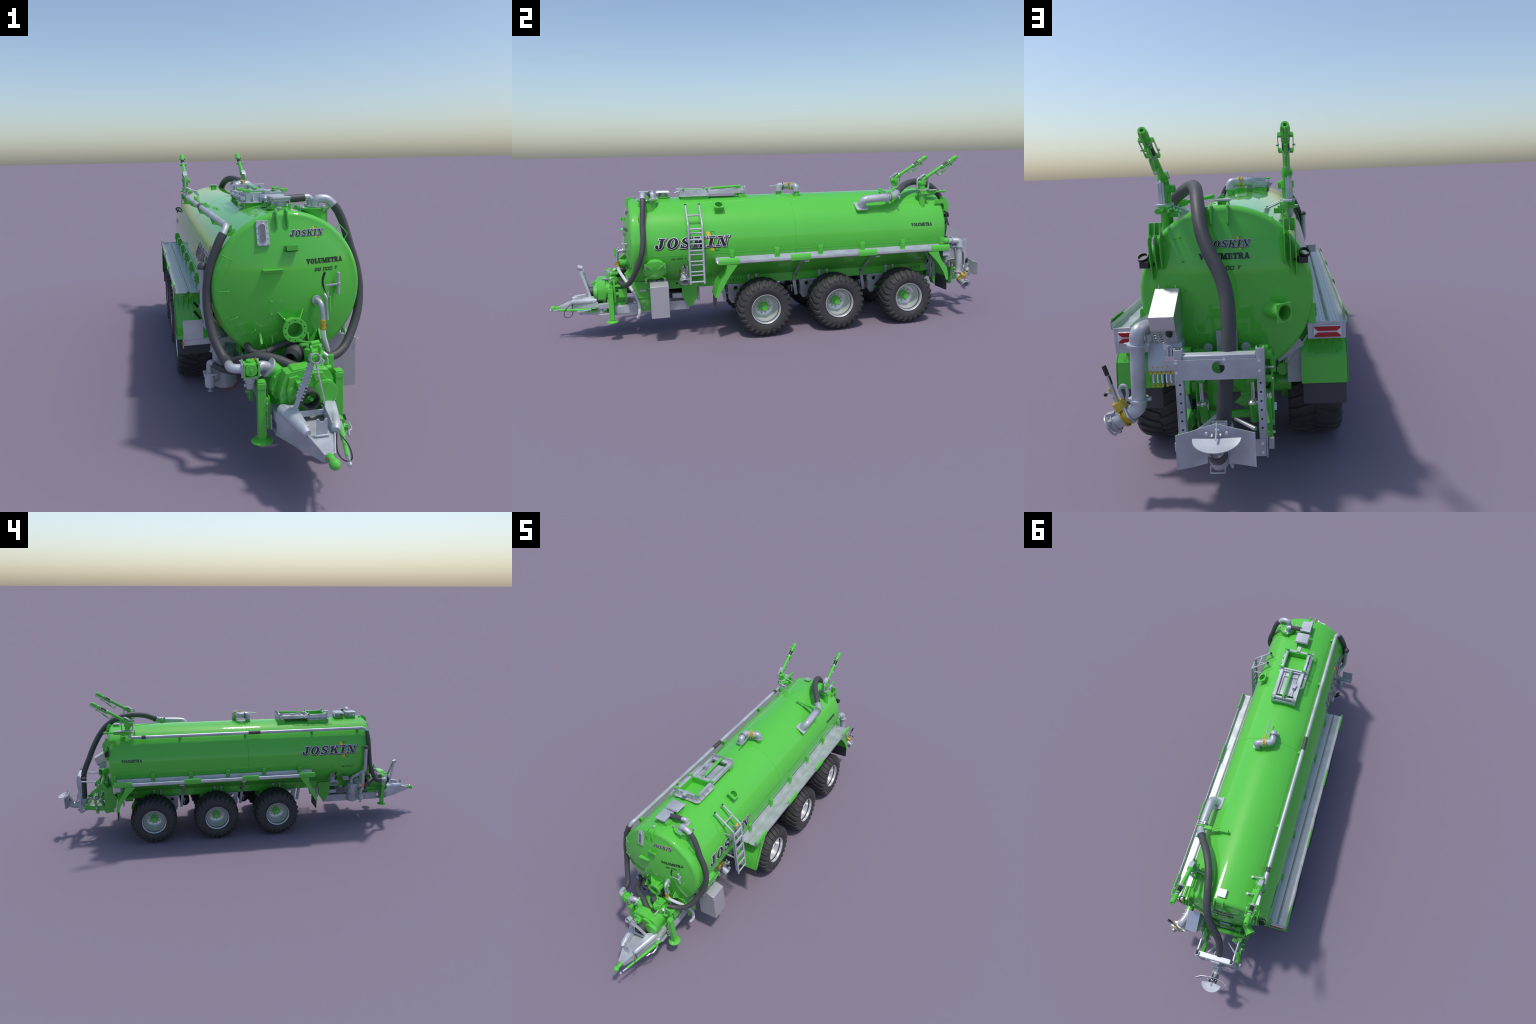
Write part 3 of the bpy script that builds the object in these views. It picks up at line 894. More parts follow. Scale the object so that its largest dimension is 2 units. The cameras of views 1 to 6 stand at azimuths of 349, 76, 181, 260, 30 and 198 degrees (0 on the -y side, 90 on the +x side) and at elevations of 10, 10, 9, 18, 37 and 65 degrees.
# flange with rounded corners, built as four strips and corner pieces, then the rails
ro = rrect(-.0635, .0635, -.449, -.323, .016); ri = rrect(-.0465, .0465, -.432, -.334, .006)
n = len(ro)
vs = [V((a, b, z)) for ring in (ro, ri) for z in (.5755, .5785) for a, b in ring]
fs = []
for i in range(n):
    j = (i + 1) % n
    fs += [(n + i, n + j, 3 * n + j, 3 * n + i), (i, 2 * n + i, 2 * n + j, j), (i, j, n + j, n + i), (2 * n + i, 3 * n + i, 3 * n + j, 2 * n + j)]
p.add(vs, fs)
for x in (-.0495, .0495):
    p.bounds(x - .0045, x + .0045, -.4284, -.328, .5785, .6025)
p.bounds(-.054, .054, -.4375, -.4285, .5785, .6025)
p.bounds(-.045, .045, -.3355, -.329, .588, .6035)
for s in (-1, 1):
    for y in (-.43, -.40, -.37, -.34):
        p.prism([(0, 0), (.011, 0), (.009, .006), (.002, .019), (0, .019)], (s * .053, y, .5785), V((s, 0, 0)), Z, (0, .0022, 0))
for x in (-.036, -.016, .016, .036):
    p.prism([(0, 0), (.011, 0), (.009, .006), (.002, .019), (0, .019)], (x, -.437, .5785), V((0, -1, 0)), Z, (.0022, 0, 0))
p.bounds(-.007, .008, -.458, -.430, .599, .6085)
# rear slide frame
for s in (-1, 1):
    p.bounds(s * .0405, s * .0525, -.330, -.1765, .5825, .5985)
    p.bounds(s * .0385, s * .0405, -.327, -.195, .5865, .597)
    p.prism([(.0, 0), (.0, .030), (.012, .036), (.012, .0)], (s * .0515, -.1745, .579), V((-s, 0, 0)), Z, (0, .004, 0))
p.bounds(-.0535, .0535, -.192, -.176, .588, .5985)
p.bounds(-.0535, .0535, -.1760, -.1745, .579, .614)
p.bounds(-.0535, .0535, -.1705, -.1685, .585, .600)
for x in (-.04, 0, .04): p.bounds(x - .001, x + .001, -.188, -.176, .598, .61)
# lid
p.bounds(-.0385, .0385, -.327, -.207, .5845, .588)
p.bounds(-.0385, .0385, -.327, -.322, .588, .5995)
p.bounds(-.0305, -.0285, -.325, -.208, .588, .5935); p.bounds(.0305, .0285, -.325, -.208, .588, .5935)
p.bounds(-.03, .03, -.302, -.298, .588, .5945)
p.bounds(-.003, .009, -.328, -.318, .5885, .606)
p.done("hatch_frame", GALV, g, bevel=.0007)
p = Part()
p.cyl((.003, -.312, .6045), (.003, -.184, .6095), .0058, n=16)
p.bounds(-.002, .008, -.190, -.181, .598, .612)
for s in (-1, 1):
    for y in (-.432, -.334):
        p.cyl((s * .061, y, .608), (s * .041, y, .608), .0036, n=10)
        p.bounds(s * .059, s * .043, y - .006, y - .001, .6035, .608)
p.cyl((-.002, -.324, .605), (.008, -.324, .605), .004, n=10)
p.done("hatch_clamp", GREEN, g, bevel=.0005)
Part().cyl((.003, -.322, .604), (.003, -.311, .6046), .003, n=10).done("ram_rod", CHROME, g)
p = Part()
for dx, dz in ((0, 0), (-.0035, .001), (-.007, -.001)):
    p.tube(rounded([(-.061 + dx, -.462, .585 + dz), (-.061 + dx, -.44, .592 + dz), (-.0605 + dx, -.29, .592 + dz), (-.0605 + dx, -.25 + dx, .592 + dz), (-.03, -.247 + dx, .602 + dz)], .008, 4), .0009, 6)
for y in (-.44, -.36, -.31): p.box((-.062, y, .588), (.012, .003, .01))
p.bounds(-.036, -.022, -.262, -.240, .59, .606)
p.tube(rounded([(-.02, -.3, .603), (-.012, -.295, .607), (-.02, -.27, .606), (-.028, -.255, .603)], .01), .0012, 6)
p.tube(rounded([(-.028, -.245, .603), (-.012, -.22, .6), (-.014, -.195, .602), (.0, -.188, .604)], .012), .0012, 6)
p.done("hydraulic_pipe", GALV, g)

# ------------------------------------------------------------------ ladder
p = Part()
for y, dy in ((-.434, 0), (-.379, 0)):
    p.tube(rounded([(.131, y, .545), (.2105, y, .476), (.219, y, .241)], .012), .0042, 12)
    p.beam((.132, y, .543), (.118, y + .004, .525), .007, .003)
    p.beam((.212, y, .452), (.168, y - .002, .452), .004, .006)
    p.beam((.216, y, .33), (.17, y, .33), .004, .006)
for y in (-.4335, -.3795):
    p.tube([(.2035, y, .470), (.2095, y, .262), (.2180, y, .246)], .0032, 8)
for k, z in enumerate((.249, .290, .3315, .374, .4173, .4597)):
    x = .219 - (z - .241) / .235 * .0085
    p.cyl((x, -.434, z), (x, -.379, z), .0034, n=8)
    if k < 5: p.cyl((x - .006, -.434, z + .0262), (x - .006, -.379, z + .0262), .0034, n=8)
p.cyl((.1725, -.434, .509), (.1725, -.379, .509), .0038, n=8)
p.done("ladder", GALV)
p = Part()
for y in (-.434, -.379): p.cyl((.131, y, .5452), (.1265, y, .549), .0046, n=12)
p.done("ladder_plug", BLACK)

# square flanged pipe stub beside the hatch
p = Part()
c = V((.1325, -.299, .5455)); ax = V((.545, 0, .84)).normalized(); v = ax.cross(Y).normalized()
p.cup(c - ax * .06, c, .0168, .0152, .05, 28)
p.holed([(-.0205, -.0205), (.0205, -.0205), (.0205, .0205), (-.0205, .0205)], (0, 0), .0152, c - ax * .0028, Y, v, ax * .003, n=28)
p.done("roof_pipe_stub", GREEN, bevel=.0004)
p = Part()
for a in (-1, 1):
    for b in (-1, 1): p.cyl(c + Y * (a * .0172) + v * (b * .0172), c + Y * (a * .0172) + v * (b * .0172) + ax * .0009, .0012, n=6)
p.done("bolt_hole", HOLE, kind="stuff")

# ------------------------------------------------------------------ roof bridge pipe with lever valve
g = empty("bridge_pipe", ROOT)
p = Part()
for x, y in ((.0495, .0545), (-.006, -.010)):
    p.cyl((x, y, .55), (x, y, .582), .0125, n=22)
p.done("bridge_socket", GREEN, g)
p = Part()
p.tube(rounded([(.0495, .0545, .581), (.0495, .0545, .6035), (.028, .047, .6035)], .02, 8), .0138, 18)
p.tube(rounded([(.014, .042, .6035), (-.012, .036, .6035), (-.008, .010, .6035)], .022, 8), .0138, 18)
p.tube(rounded([(-.0075, .004, .6035), (-.006, -.010, .6035), (-.006, -.010, .581)], .014, 8), .0138, 18)
for x, y in ((.0495, .0545), (-.006, -.010)):
    p.box((x, y, .583), (.030, .030, .003))
for q, d in (((.027, .0468, .6035), (.95, .33, 0)), ((.0145, .042, .6035), (.95, .33, 0)), ((-.0082, .0115, .6035), (0, 1, 0)), ((-.0075, .003, .6035), (0, 1, 0))):
    d = V(d).normalized(); p.cyl(V(q) - d * .0012, V(q) + d * .0012, .0166, n=20)
p.done("bridge_elbow", GALV, g)
p = Part()
d = V((.95, .33, 0)).normalized(); c = V((.0207, .0444, .6035))
p.cyl(c - d * .006, c + d * .006, .0158, n=20)
for k in (-1, 1): p.box(c + d * (.0055 * k), (.0028, .031, .031), Matrix.Rotation(math.atan2(.33, .95), 3, 'Z'))
p.cyl(c, c + Z * .017, .005, n=10)
p.beam(c + V((0, 0, .012)), c + V((.002, -.03, .009)), .007, .007)
p.done("lever_valve", BRASS, g, bevel=.0008)
Part().cyl((-.0080, .0125, .6035), (-.0074, .0015, .6035), .0160, n=20).done("rubber_sleeve", HOSE, g)
Part().cyl((.0225, .014, .612), (.024, -.062, .6055), .0026, n=10).done("valve_lever", CHROME, g)

# ------------------------------------------------------------------ long pipe along the left shoulder
g = empty("spray_pipe", ROOT)
p = Part()
p.tube(rounded([(-.135, .606, .575), (-.135, .606, .540), (-.134, .575, .537), (-.1335, .56, .537), (-.1335, -.600, .5375), (-.136, -.620, .5365), (-.1465, -.632, .519)], .02, 6), .0080, 16)
p.cyl((-.1335, -.598, .5375), (-.1335, -.602, .5375), .0095, n=14)
p.cyl((-.1335, .556, .537), (-.1335, .560, .537), .0095, n=14)
p.done("long_pipe", GALV, g)
p = Part()
p.cyl((-.1335, -.056, .5375), (-.1335, .006, .5375), .0090, n=16)
p.cyl((-.1335, .526, .537), (-.1335, .546, .537), .0092, n=16)
p.done("pipe_sleeve", HOSE, g)
p = Part()
for y in (.02, .355, -.335, -.585):
    p.beam((-.1335, y, .533), (-.124, y, .505), .007, .012, up=X)
    p.bounds(-.125, -.117, y - .006, y + .006, .524, .537)
p.done("pipe_bracket", GREEN, g, bevel=.0005)
p = Part()
p.tube(spline([(-.1445, -.630, .522), (-.156, -.634, .502), (-.174, -.635, .458), (-.186, -.638, .405), (-.188, -.646, .350), (-.180, -.667, .294), (-.165, -.690, .256), (-.156, -.708, .2455), (-.155, -.729, .245)], 7), .0106, 18)
p.done("pipe_hose", HOSE, g)

# ------------------------------------------------------------------ spray guns
def gun(sx):
    g = empty("spray_gun", ROOT)
    cx, cy = sx * .1315, .6135
    B0 = V((cx, .628, .6275)); B1 = V((sx * .1315, .776, .7165))
    d = (B1 - B0).normalized(); L = (B1 - B0).length
    nrm = X.cross(d).normalized()
    p = Part()
    if sx > 0: p.cyl((cx, cy, .47), (cx, cy, .558), .0135, n=24)
    else: p.cyl((cx, cy - .012, .50), (cx, cy - .012, .53), .010, n=12)
    p.cyl((cx, cy, .556), (cx, cy, .570), .0150, n=24)                      # slewing ring
    p.cyl((cx, cy, .570), (cx, cy, .605), .0118, .0115, n=20)               # column
    p.cyl((cx, cy, .597), (cx, cy, .612), .0145, n=20)
    p.cyl((cx, cy - .002, .604), (cx, cy - .026, .606), .0085, .010, n=14)
    p.cyl((cx - sx * .02, cy - .004, .604), (cx - sx * .004, cy - .004, .604), .009, n=14)
    p.beam((cx, cy - .018, .600), (cx, cy - .004, .574), .008, .01, up=Y)
    p.tube(rounded([(cx, cy, .606), (cx, cy, .622), B0, B0 + d * .01], .014, 6), .0098, 16)
    p.cyl(B0, B0 + d * .006, .0125, n=18)
    p.cyl(B0, B0 + d * (L * .53), .0078, .0072, n=18)                        # barrel tube
    p.lathe([(0, L * .69), (.0080, L * .70), (.0082, L * .85), (.0096, L * .87), (.0098, L * .93), (.0086, L * .98), (.0076, L), (.0036, L), (.0032, L - .012), (0, L - .012)], B0, d, 22)
    p.cyl(B0 + d * L * .70, B0 + d * L * .74, .0086, n=18)
    # side frame round the rubber joint
    for s in (-1, 1):
        q = B0 + X * (s * .0145)
        p.beam(q + d * L * .50, q + d * L * .82, .0016, .005, up=nrm)
        p.beam(B0 + X * (s * .006) + d * L * .505, q + d * L * .505, .006, .008, up=nrm)
        p.beam(B0 + X * (s * .006) + d * L * .815, q + d * L * .815, .006, .008, up=nrm)
    # nozzle ram below the barrel
    low = -nrm if nrm.z > 0 else nrm
    p.beam(B0 + d * L * .30 + low * .006, B0 + d * L * .345 + low * .026, .004, .008, up=X)
    p.cyl(B0 + d * L * .42 + low * .024, B0 + d * L * .60 + low * .020, .0034, n=10)
    p.cyl(B0 + d * L * .60 + low * .020, B0 + d * L * .78 + low * .017, .0014, n=8)
    p.beam(B0 + d * L * .77 + low * .006, B0 + d * L * .79 + low * .022, .004, .007, up=X)
    p.beam(B0 + d * L * .52 + low * .010, B0 + d * L * .72 + low * .010, .008, .003, up=nrm)
    p.tube(rounded([B0 + d * L * .82 + low * .012, B0 + d * L * .98 + low * .015, B0 + d * L * 1.02 + low * .008, B0 + d * L * .985 + low * .004], .006, 4), .0013, 6)
    p.tube([B0 + d * L * .66 + low * .018, B0 + d * L * .84 + low * .013], .0013, 6)
    p.done("gun_barrel", GREEN, g, bevel=.0005)
    p = Part()
    p.cyl(B0 + d * L * .535, B0 + d * L * .705, .0077, n=18)
    p.cyl(B0 + d * L * .735, B0 + d * L * .755, .0085, n=18)
    p.done("gun_sleeve", BLACK, g)
    p = Part()
    for t in (.495, .525, .757):
        p.cyl(B0 + d * L * t, B0 + d * L * (t + .022), .0090, n=18)
        p.box(B0 + d * L * (t + .01) + low * .010, (.005, .005, .005))
    for s in (-1, 1):
        p.cyl(B0 + X * (s * .013) + d * L * .62, B0 + X * (s * .019) + d * L * .62, .0022, n=8)
    p.beam(B0 + d * L * .345 + low * .026, B0 + d * L * .42 + low * .024, .005, .005, up=X)
    # curved shield over the knee
    sc = V((cx, cy + .001, .6375)); sl = V((0, .86, .5))
    p.beam(sc - sl * .011, sc + sl * .009, .018, .0035, up=V((0, -.5, .86)))
    p.beam(sc - sl * .011, sc - sl * .011 + V((0, -.005, -.006)), .018, .003, up=V((0, -.86, .5)))
    p.beam(sc + sl * .009, sc + sl * .009 + V((0, .003, -.008)), .018, .003, up=V((0, .9, .4)))
    # galvanised U arms each side of the column
    for s in (-1, 1):
        yy = cy + s * .026
        p.tube(rounded([(cx + sx * .003, cy + s * .010, .575), (cx + sx * .003, yy, .575), (cx + sx * .003, yy + s * .002, .620), (cx + sx * .003, cy + s * .018, .627)], .005, 3), .0034, 6)
        p.beam((cx + sx * .003, yy, .574), (cx + sx * .003, yy + s * .0015, .618), .013 if s > 0 else .005, .0032, up=Y)
    p.cyl((cx, cy, .5695), (cx, cy, .574), .0165, n=24)
    p.cyl((cx, cy, .5535), (cx, cy, .5565), .0175, n=24)
    # stay rods down to the barrel shell
    for yy in ((cy - .035, cy + .03) if sx < 0 else (cy + .004,)):
        p.cyl((cx - sx * .010, yy, .570), (cx - sx * .042, yy + .003, .557), .0022, n=8)
        p.box((cx - sx * .045, yy + .003, .552), (.008, .008, .012))
        p.ball((cx - sx * .008, yy, .571), .0036, 8)
    p.bounds(cx - .009, cx + .009, cy + .028, cy + .068, .570, .574)
    p.done("gun_bracket", GALV, g, bevel=.0005)
    p = Part()
    # slewing worm and motor
    sxo = sx * .008
    p.cyl((cx - sxo, cy - .024, .5625), (cx - sxo, cy + .06, .5635), .0058, n=12)
    p.bounds(cx - sxo - .008, cx - sxo + .008, cy + .022, cy + .068, .5545, .5705)
    p.cyl((cx - sxo, cy + .068, .5625), (cx - sxo, cy + .112, .5635), .0042, n=12)
    p.cyl((cx - sxo, cy + .106, .5635), (cx - sxo, cy + .116, .5635), .0062, n=10)
    p.bounds(cx + sxo - .007, cx + sxo + .007, cy - .015, cy + .015, .556, .568)
    p.bounds(cx - .022, cx + .022, cy - .006, cy + .022, .5555, .5605)
    p.bounds(cx - sx * .030, cx - sx * .012, cy + .01, cy + .03, .545, .556)
    p.done("slewing_drive", GREEN, g, bevel=.0006)
gun(1); gun(-1)

# ------------------------------------------------------------------ rear suction line over the tank
g = empty("suction_line", ROOT)
fc = V((.141, .318, .5135)); fn = V((.52, 0, .85)).normalized()
p = Part()
u = Y; v = fn.cross(u).normalized()
p.prism(rrect(-.026, .026, -.026, .026, .004), fc - fn * .002, u, v, fn * .004)
p.tube(rounded([fc, fc + fn * .034 + V((.004, .0, .0)), (.163, .372, .5475), (.163, .425, .549)], .03, 8), .0172, 22)
p.cyl((.163, .424, .549), (.163, .427, .549), .0215, n=24)
p.cyl((.163, .432, .5495), (.163, .435, .5495), .0215, n=24)
p.tube([(.163, .426, .549), (.163, .4415, .5515)], .0160, 22)
p.tube(rounded([(.163, .446, .552), (.160, .462, .555), (.150, .478, .564)], .012), .0165, 22)
p.pipe((.1515, .476, .5625), (.149, .4795, .5645), .0185, .015, 24)
p.beam((.166, .476, .554), (.176, .484, .549), .004, .006); p.beam((.172, .482, .556), (.174, .484, .541), .004, .004)
p.box((.172, .428, .534), (.006, .012, .006)); p.box((.154, .428, .567), (.006, .012, .006))
p.done("suction_pipe", GALV, g)
p = Part().prism(rrect(-.024, .024, -.024, .024, .004), fc - fn * .0085, u, v, fn * .0065)
p.cyl(fc - fn * .03, fc - fn * .003, .017, n=20)
p.cyl((.163, .4405, .5513), (.163, .4465, .552), .0215, n=24)                    # slide valve body
for k in (-1, 1):
    p.beam((.150, .4435 + k * .006, .560), (.090, .4435 + k * .006, .572), .003, .008)
p.beam((.150, .4435, .560), (.118, .4435, .566), .012, .016)
p.cyl((.118, .4435, .566), (.052, .4435, .578), .0048, n=12)
p.cyl((.058, .4435, .577), (.050, .4435, .5785), .0062, n=12)
p.done("slide_valve", GREEN, g, bevel=.0006)
p = Part()
p.tube(spline([(.151, .4765, .563), (.134, .502, .578), (.108, .537, .5955), (.080, .588, .6065), (.063, .636, .6045), (.052, .688, .588), (.044, .729, .560), (.034, .762, .522), (.017, .786, .484), (-.003, .806, .446), (-.014, .822, .408), (-.0175, .843, .362), (-.0165, .858, .318), (-.008, .864, .25), (-.001, .867, .175)], 7), .0140, 24)
p.done("suction_hose", HOSE, g)
# small sealed lid at the rear crown
p = Part()
p.cyl((.0, .673, .56), (.0, .673, .577), .0125, n=20); p.done("crown_socket", GREEN, g)
Part().prism(rrect(-.0155, .0155, .658, .689, .002), (0, 0, .577), X, Y, (0, 0, .004)).done("crown_lid", GALV, g, bevel=.0006)

# ------------------------------------------------------------------ rear head fittings
# hose-carrier fins
for sx in (1, -1):
    p = Part()
    for k, x in enumerate((.1225, .1335, .1445)):
        bot = (.452, .440, .424)[k] if sx < 0 else (.446, .446, .424)[k]
        p.yz([(.711, .5405), (.721, .5405), (.726, .528), (.730, .518), (.7375, .512), (.7395, .499), (.7360, .491), (.7380, .483), (.7335, .462), (.7285, .45), (.722, bot), (.710, bot + .01), (.716, .50), (.708, .515)], sx * x - .0011, sx * x + .0011)
    p.bounds(sx * .1215, sx * .1455, .712, .7155, .516, .5405)
    p.prism([(.675, .529), (.71, .529), (.71, .511), (.668, .511), (.672, .522)], (sx * .1455, 0, 0), Y, Z, (-sx * .003, 0, 0))
    p.done("carrier_fin", GREEN, bevel=.0004)
    g = empty("work_light", ROOT)
    p = Part()
    R30 = Matrix.Rotation(sx * math.radians(-10), 3, 'Z')
    p.box((sx * .1575, .722, .4575), (.019, .016, .0125), R30)
    p.cyl((sx * .147, .718, .457), (sx * .141, .712, .457), .003, n=8)
    p.lathe([(.0095, -.0035), (.0118, -.0035), (.0118, .0035), (.0095, .0035)], (sx * .162, .7175, .4715), V((sx * .15, .55, .85)), 28, closed=True)
    p.beam((sx * .152, .72, .462), (sx * .155, .718, .468), .003, .003)
    p.done("light_housing", BLACK, g, bevel=.0006)

# flanged stub at the left rear
p = Part()
a, b = V((-.086, .722, .358)), V((-.1185, .759, .3595))
p.cup(a - (b - a) * .4, b, .0165, .0142, .045, 28)
u, v, d = frame_of(b - a)
p.holed([(-.0185, -.0185), (.0185, -.0185), (.0185, .0185), (-.0185, .0185)], (0, 0), .0142, b - d * .003, u, v, d * .003, n=28)
p.done("rear_pipe_stub", GREEN, bevel=.0004)

# control box, louvred bracket and coupler block
g = empty("valve_box", ROOT)
p = Part()
top = [(.742, .412), (.811, .3715), (.803, .345), (.795, .338), (.735, .362)]
p.yz(top, .0885, .1365)
for x in (.096, .129): p.cyl((x, .742, .405), (x, .742, .418), .001, n=6)
p.done("valve_box_housing", BOX_SHEET, g, bevel=.001)
p = Part()
c0, c1 = V((.092, .792, .3405)), V((.092, .770, .3085))
ud = (c1 - c0)
nrm = V((0, ud.z, -ud.y)).normalized()
# perforated sloping plate assembled from slats round rows of round holes
p2 = Part()
wid, rows, cols = .047, 5, 4
for r_ in range(rows):
    for c_ in range(cols):
        x0 = c_ * wid / cols; x1 = (c_ + 1) * wid / cols
        t0 = ud.length * r_ / rows; t1 = ud.length * (r_ + 1) / rows
        rad_ = .0029 if c_ > 1 else (.0012 if c_ == 1 else .0008)
        p2.holed([(x0, t0), (x1, t0), (x1, t1), (x0, t1)], ((x0 + x1) / 2, (t0 + t1) / 2), rad_, c0, X, ud.normalized(), nrm * .0015, n=10)
p2.yz([(.735, .36), (.795, .340), (.770, .3085), (.735, .3085)], .0905, .092)
p2.done("perforated_plate", GALV, g)
p = Part()
p.ball((.103, .794, .335), .0068, 12); p.tube([(.103, .789, .334), (.104, .784, .328)], .0052, 10)
p.done("rubber_grommet", BLACK, g)
p = Part()
p.yz([(.735, .297), (.765, .297), (.778, .268), (.781, .262), (.781, .244), (.74, .238)], .086, .152)
p.bounds(.150, .154, .752, .778, .243, .247)
p.bounds(.085, .128, .741, .746, .21, .24)
p.move(0, 0, .0115).done("coupler_block", GALV, g, bevel=.0008)
p = Part()
for i in range(6):
    x = .147 - i * .0088
    p.cyl((x - .004, .778, .240), (x - .005, .784, .226), .0026, n=10)
    p.cyl((x - .005, .784, .226), (x - .006, .785, .2225), .0031, n=10)
for k in range(4):
    p.cyl((.112 - k * .007, .776, .272), (.112 - k * .007, .776, .29), .0022, n=8)
p.tube(rounded([(.113, .778, .29), (.106, .782, .298), (.099, .782, .288), (.098, .778, .276)], .005), .0018, 6)
p.bounds(.098, .118, .770, .782, .264, .274)
p.move(0, 0, .0115).done("quick_coupler", CHROME, g, bevel=.0003)
p = Part()
for i in range(6):
    x = .147 - i * .0088
    p.cyl((x, .778, .2425), (x, .7835, .2415), .003, n=10)
for i in range(4):
    x = .142 - i * .0092
    p.cyl((x, .784, .226), (x, .785, .216), .0007, n=6)
    p.cyl((x, .785, .220), (x, .785, .214), .0022, .001, n=8)
    p.cyl((x, .785, .2165), (x, .785, .2155), .0032, n=8)
    p.bounds(x - .002, x + .002, .7808, .782, .2525, .254)
p.move(0, 0, .0115).done("dust_cap", CAPY, g)

# big outlet pipe with lever valve and coupling, right rear
g = empty("outlet_line", ROOT)
p = Part()
p.cyl((.150, .700, .3405), (.1505, .734, .3405), .0155, n=26)
p.done("outlet_socket", GREEN, g, bevel=.0006)
p = Part()
p.tube(rounded([(.1505, .732, .3405), (.153, .755, .3405), (.166, .790, .3405), (.168, .787, .312), (.174, .782, .199)], .028, 9), .0142, 24)
p.cyl((.151, .7335, .3405), (.151, .738, .3405), .0185, n=24)
p.cyl((.155, .752, .3405), (.1555, .756, .3405), .0185, n=24)
for c in (V((.168, .787, .314)), V((.174, .782, .201))):
    ax = V((.05, -.04, -1)).normalized()
    p.cyl(c - ax * .002, c + ax * .002, .0195, n=24)
    p.box(c + V((.021, .0, 0)), (.008, .008, .005)); p.box(c + V((-.021, 0, 0)), (.008, .008, .005))
p.tube(rounded([(.174, .782, .199), (.175, .782, .183), (.191, .784, .174)], .014, 8), .0152, 24)
ax = V((.86, .06, -.5)).normalized()
c = V((.191, .784, .174))
p.cyl(c, c + ax * .003, .0215, n=6)
p.cyl(c + ax * .016, c + ax * .018, .0205, n=24)
p.cup(c + ax * .016, c + ax * .046, .0158, .0135, .026, 24)
p.pipe(c + ax * .034, c + ax * .037, .0185, .015, 24)
# coupling handles
e = c + ax * .040
up = V((.5, 0, .86)).normalized(); side = ax.cross(up).normalized()
ringp = [e + ax * .006 + up * (.022 * math.cos(t)) + side * (.022 * math.sin(t)) for t in [math.radians(a) for a in range(-130, 131, 26)]]
p.tube(ringp, .0022, 6)
p.beam(e - ax * .012 + up * .017, e + ax * .002 + up * .022, .012, .005, up=up)
p.beam(e - ax * .008 - up * .016, e + ax * .012 - up * .020, .010, .005, up=up)
for t in (60, 180, 300):
    q = e + up * (.019 * math.cos(math.radians(t))) + side * (.019 * math.sin(math.radians(t)))
    p.box(q, (.007, .007, .007))
# lever linkage
p.beam((.214, .788, .196), (.232, .784, .254), .0045, .008, up=Y)
p.tube(rounded([(.205, .786, .205), (.210, .788, .226), (.203, .79, .234), (.195, .79, .232), (.193, .79, .214), (.196, .79, .205)], .008, 4), .003, 6)
p.beam((.219, .786, .216), (.236, .786, .217), .003, .003, up=Y)
p.done("outlet_pipe", GALV, g)
p = Part()
p.cyl(c + ax * .0035, c + ax * .0155, .0168, n=24)
p.cyl(c + ax * .0035, c + ax * .0055, .0208, n=24); p.cyl(c + ax * .0135, c + ax * .0155, .0208, n=24)
b0 = c + ax * .0095
p.beam(b0 + up * .012, b0 + up * .036, .014, .010, up=ax)
p.cyl(b0 + up * .016, b0 + up * .034, .0135, .0125, n=16)
p.cyl(b0 + up * .036, b0 + up * .046, .004, n=10); p.cyl(b0 + up * .052, b0 + up * .064, .0026, n=8)
p.done("outlet_valve", BRASS, g, bevel=.0006)
p = Part()
p.beam((.2315, .784, .252), (.238, .782, .271), .0062, .009, up=Y)
p.beam((.2235, .786, .235), (.2275, .786, .252), .003, .005, up=Y)
p.box((.2375, .786, .2135), (.006, .006, .006))
p.done("lever_grip", BLACK, g, bevel=.0008)

# ------------------------------------------------------------------ rear lift linkage and spreader frame
g = empty("lift_linkage", ROOT)
p = Part()
plate = [(.763, .286), (.752, .286), (.733, .256), (.712, .232), (.693, .208), (.701, .152), (.708, .132), (.72, .127), (.738, .1285), (.750, .122), (.760, .132), (.757, .156), (.756, .237)]
for sx in (1, -1):
    p.yz(plate, sx * .0905, sx * .0855)
    p.yz(plate, sx * .0665, sx * .0630)
    p.prism([(.735, .255), (.70, .285), (.69, .262), (.71, .24)], (sx * .083, 0, 0), Y, Z, (-sx * .008, 0, 0))
p.cyl((-.0885, .765, .278), (.0885, .765, .278), .0095, n=18)
p.cyl((-.085, .745, .148), (.085, .745, .148), .0085, n=16)
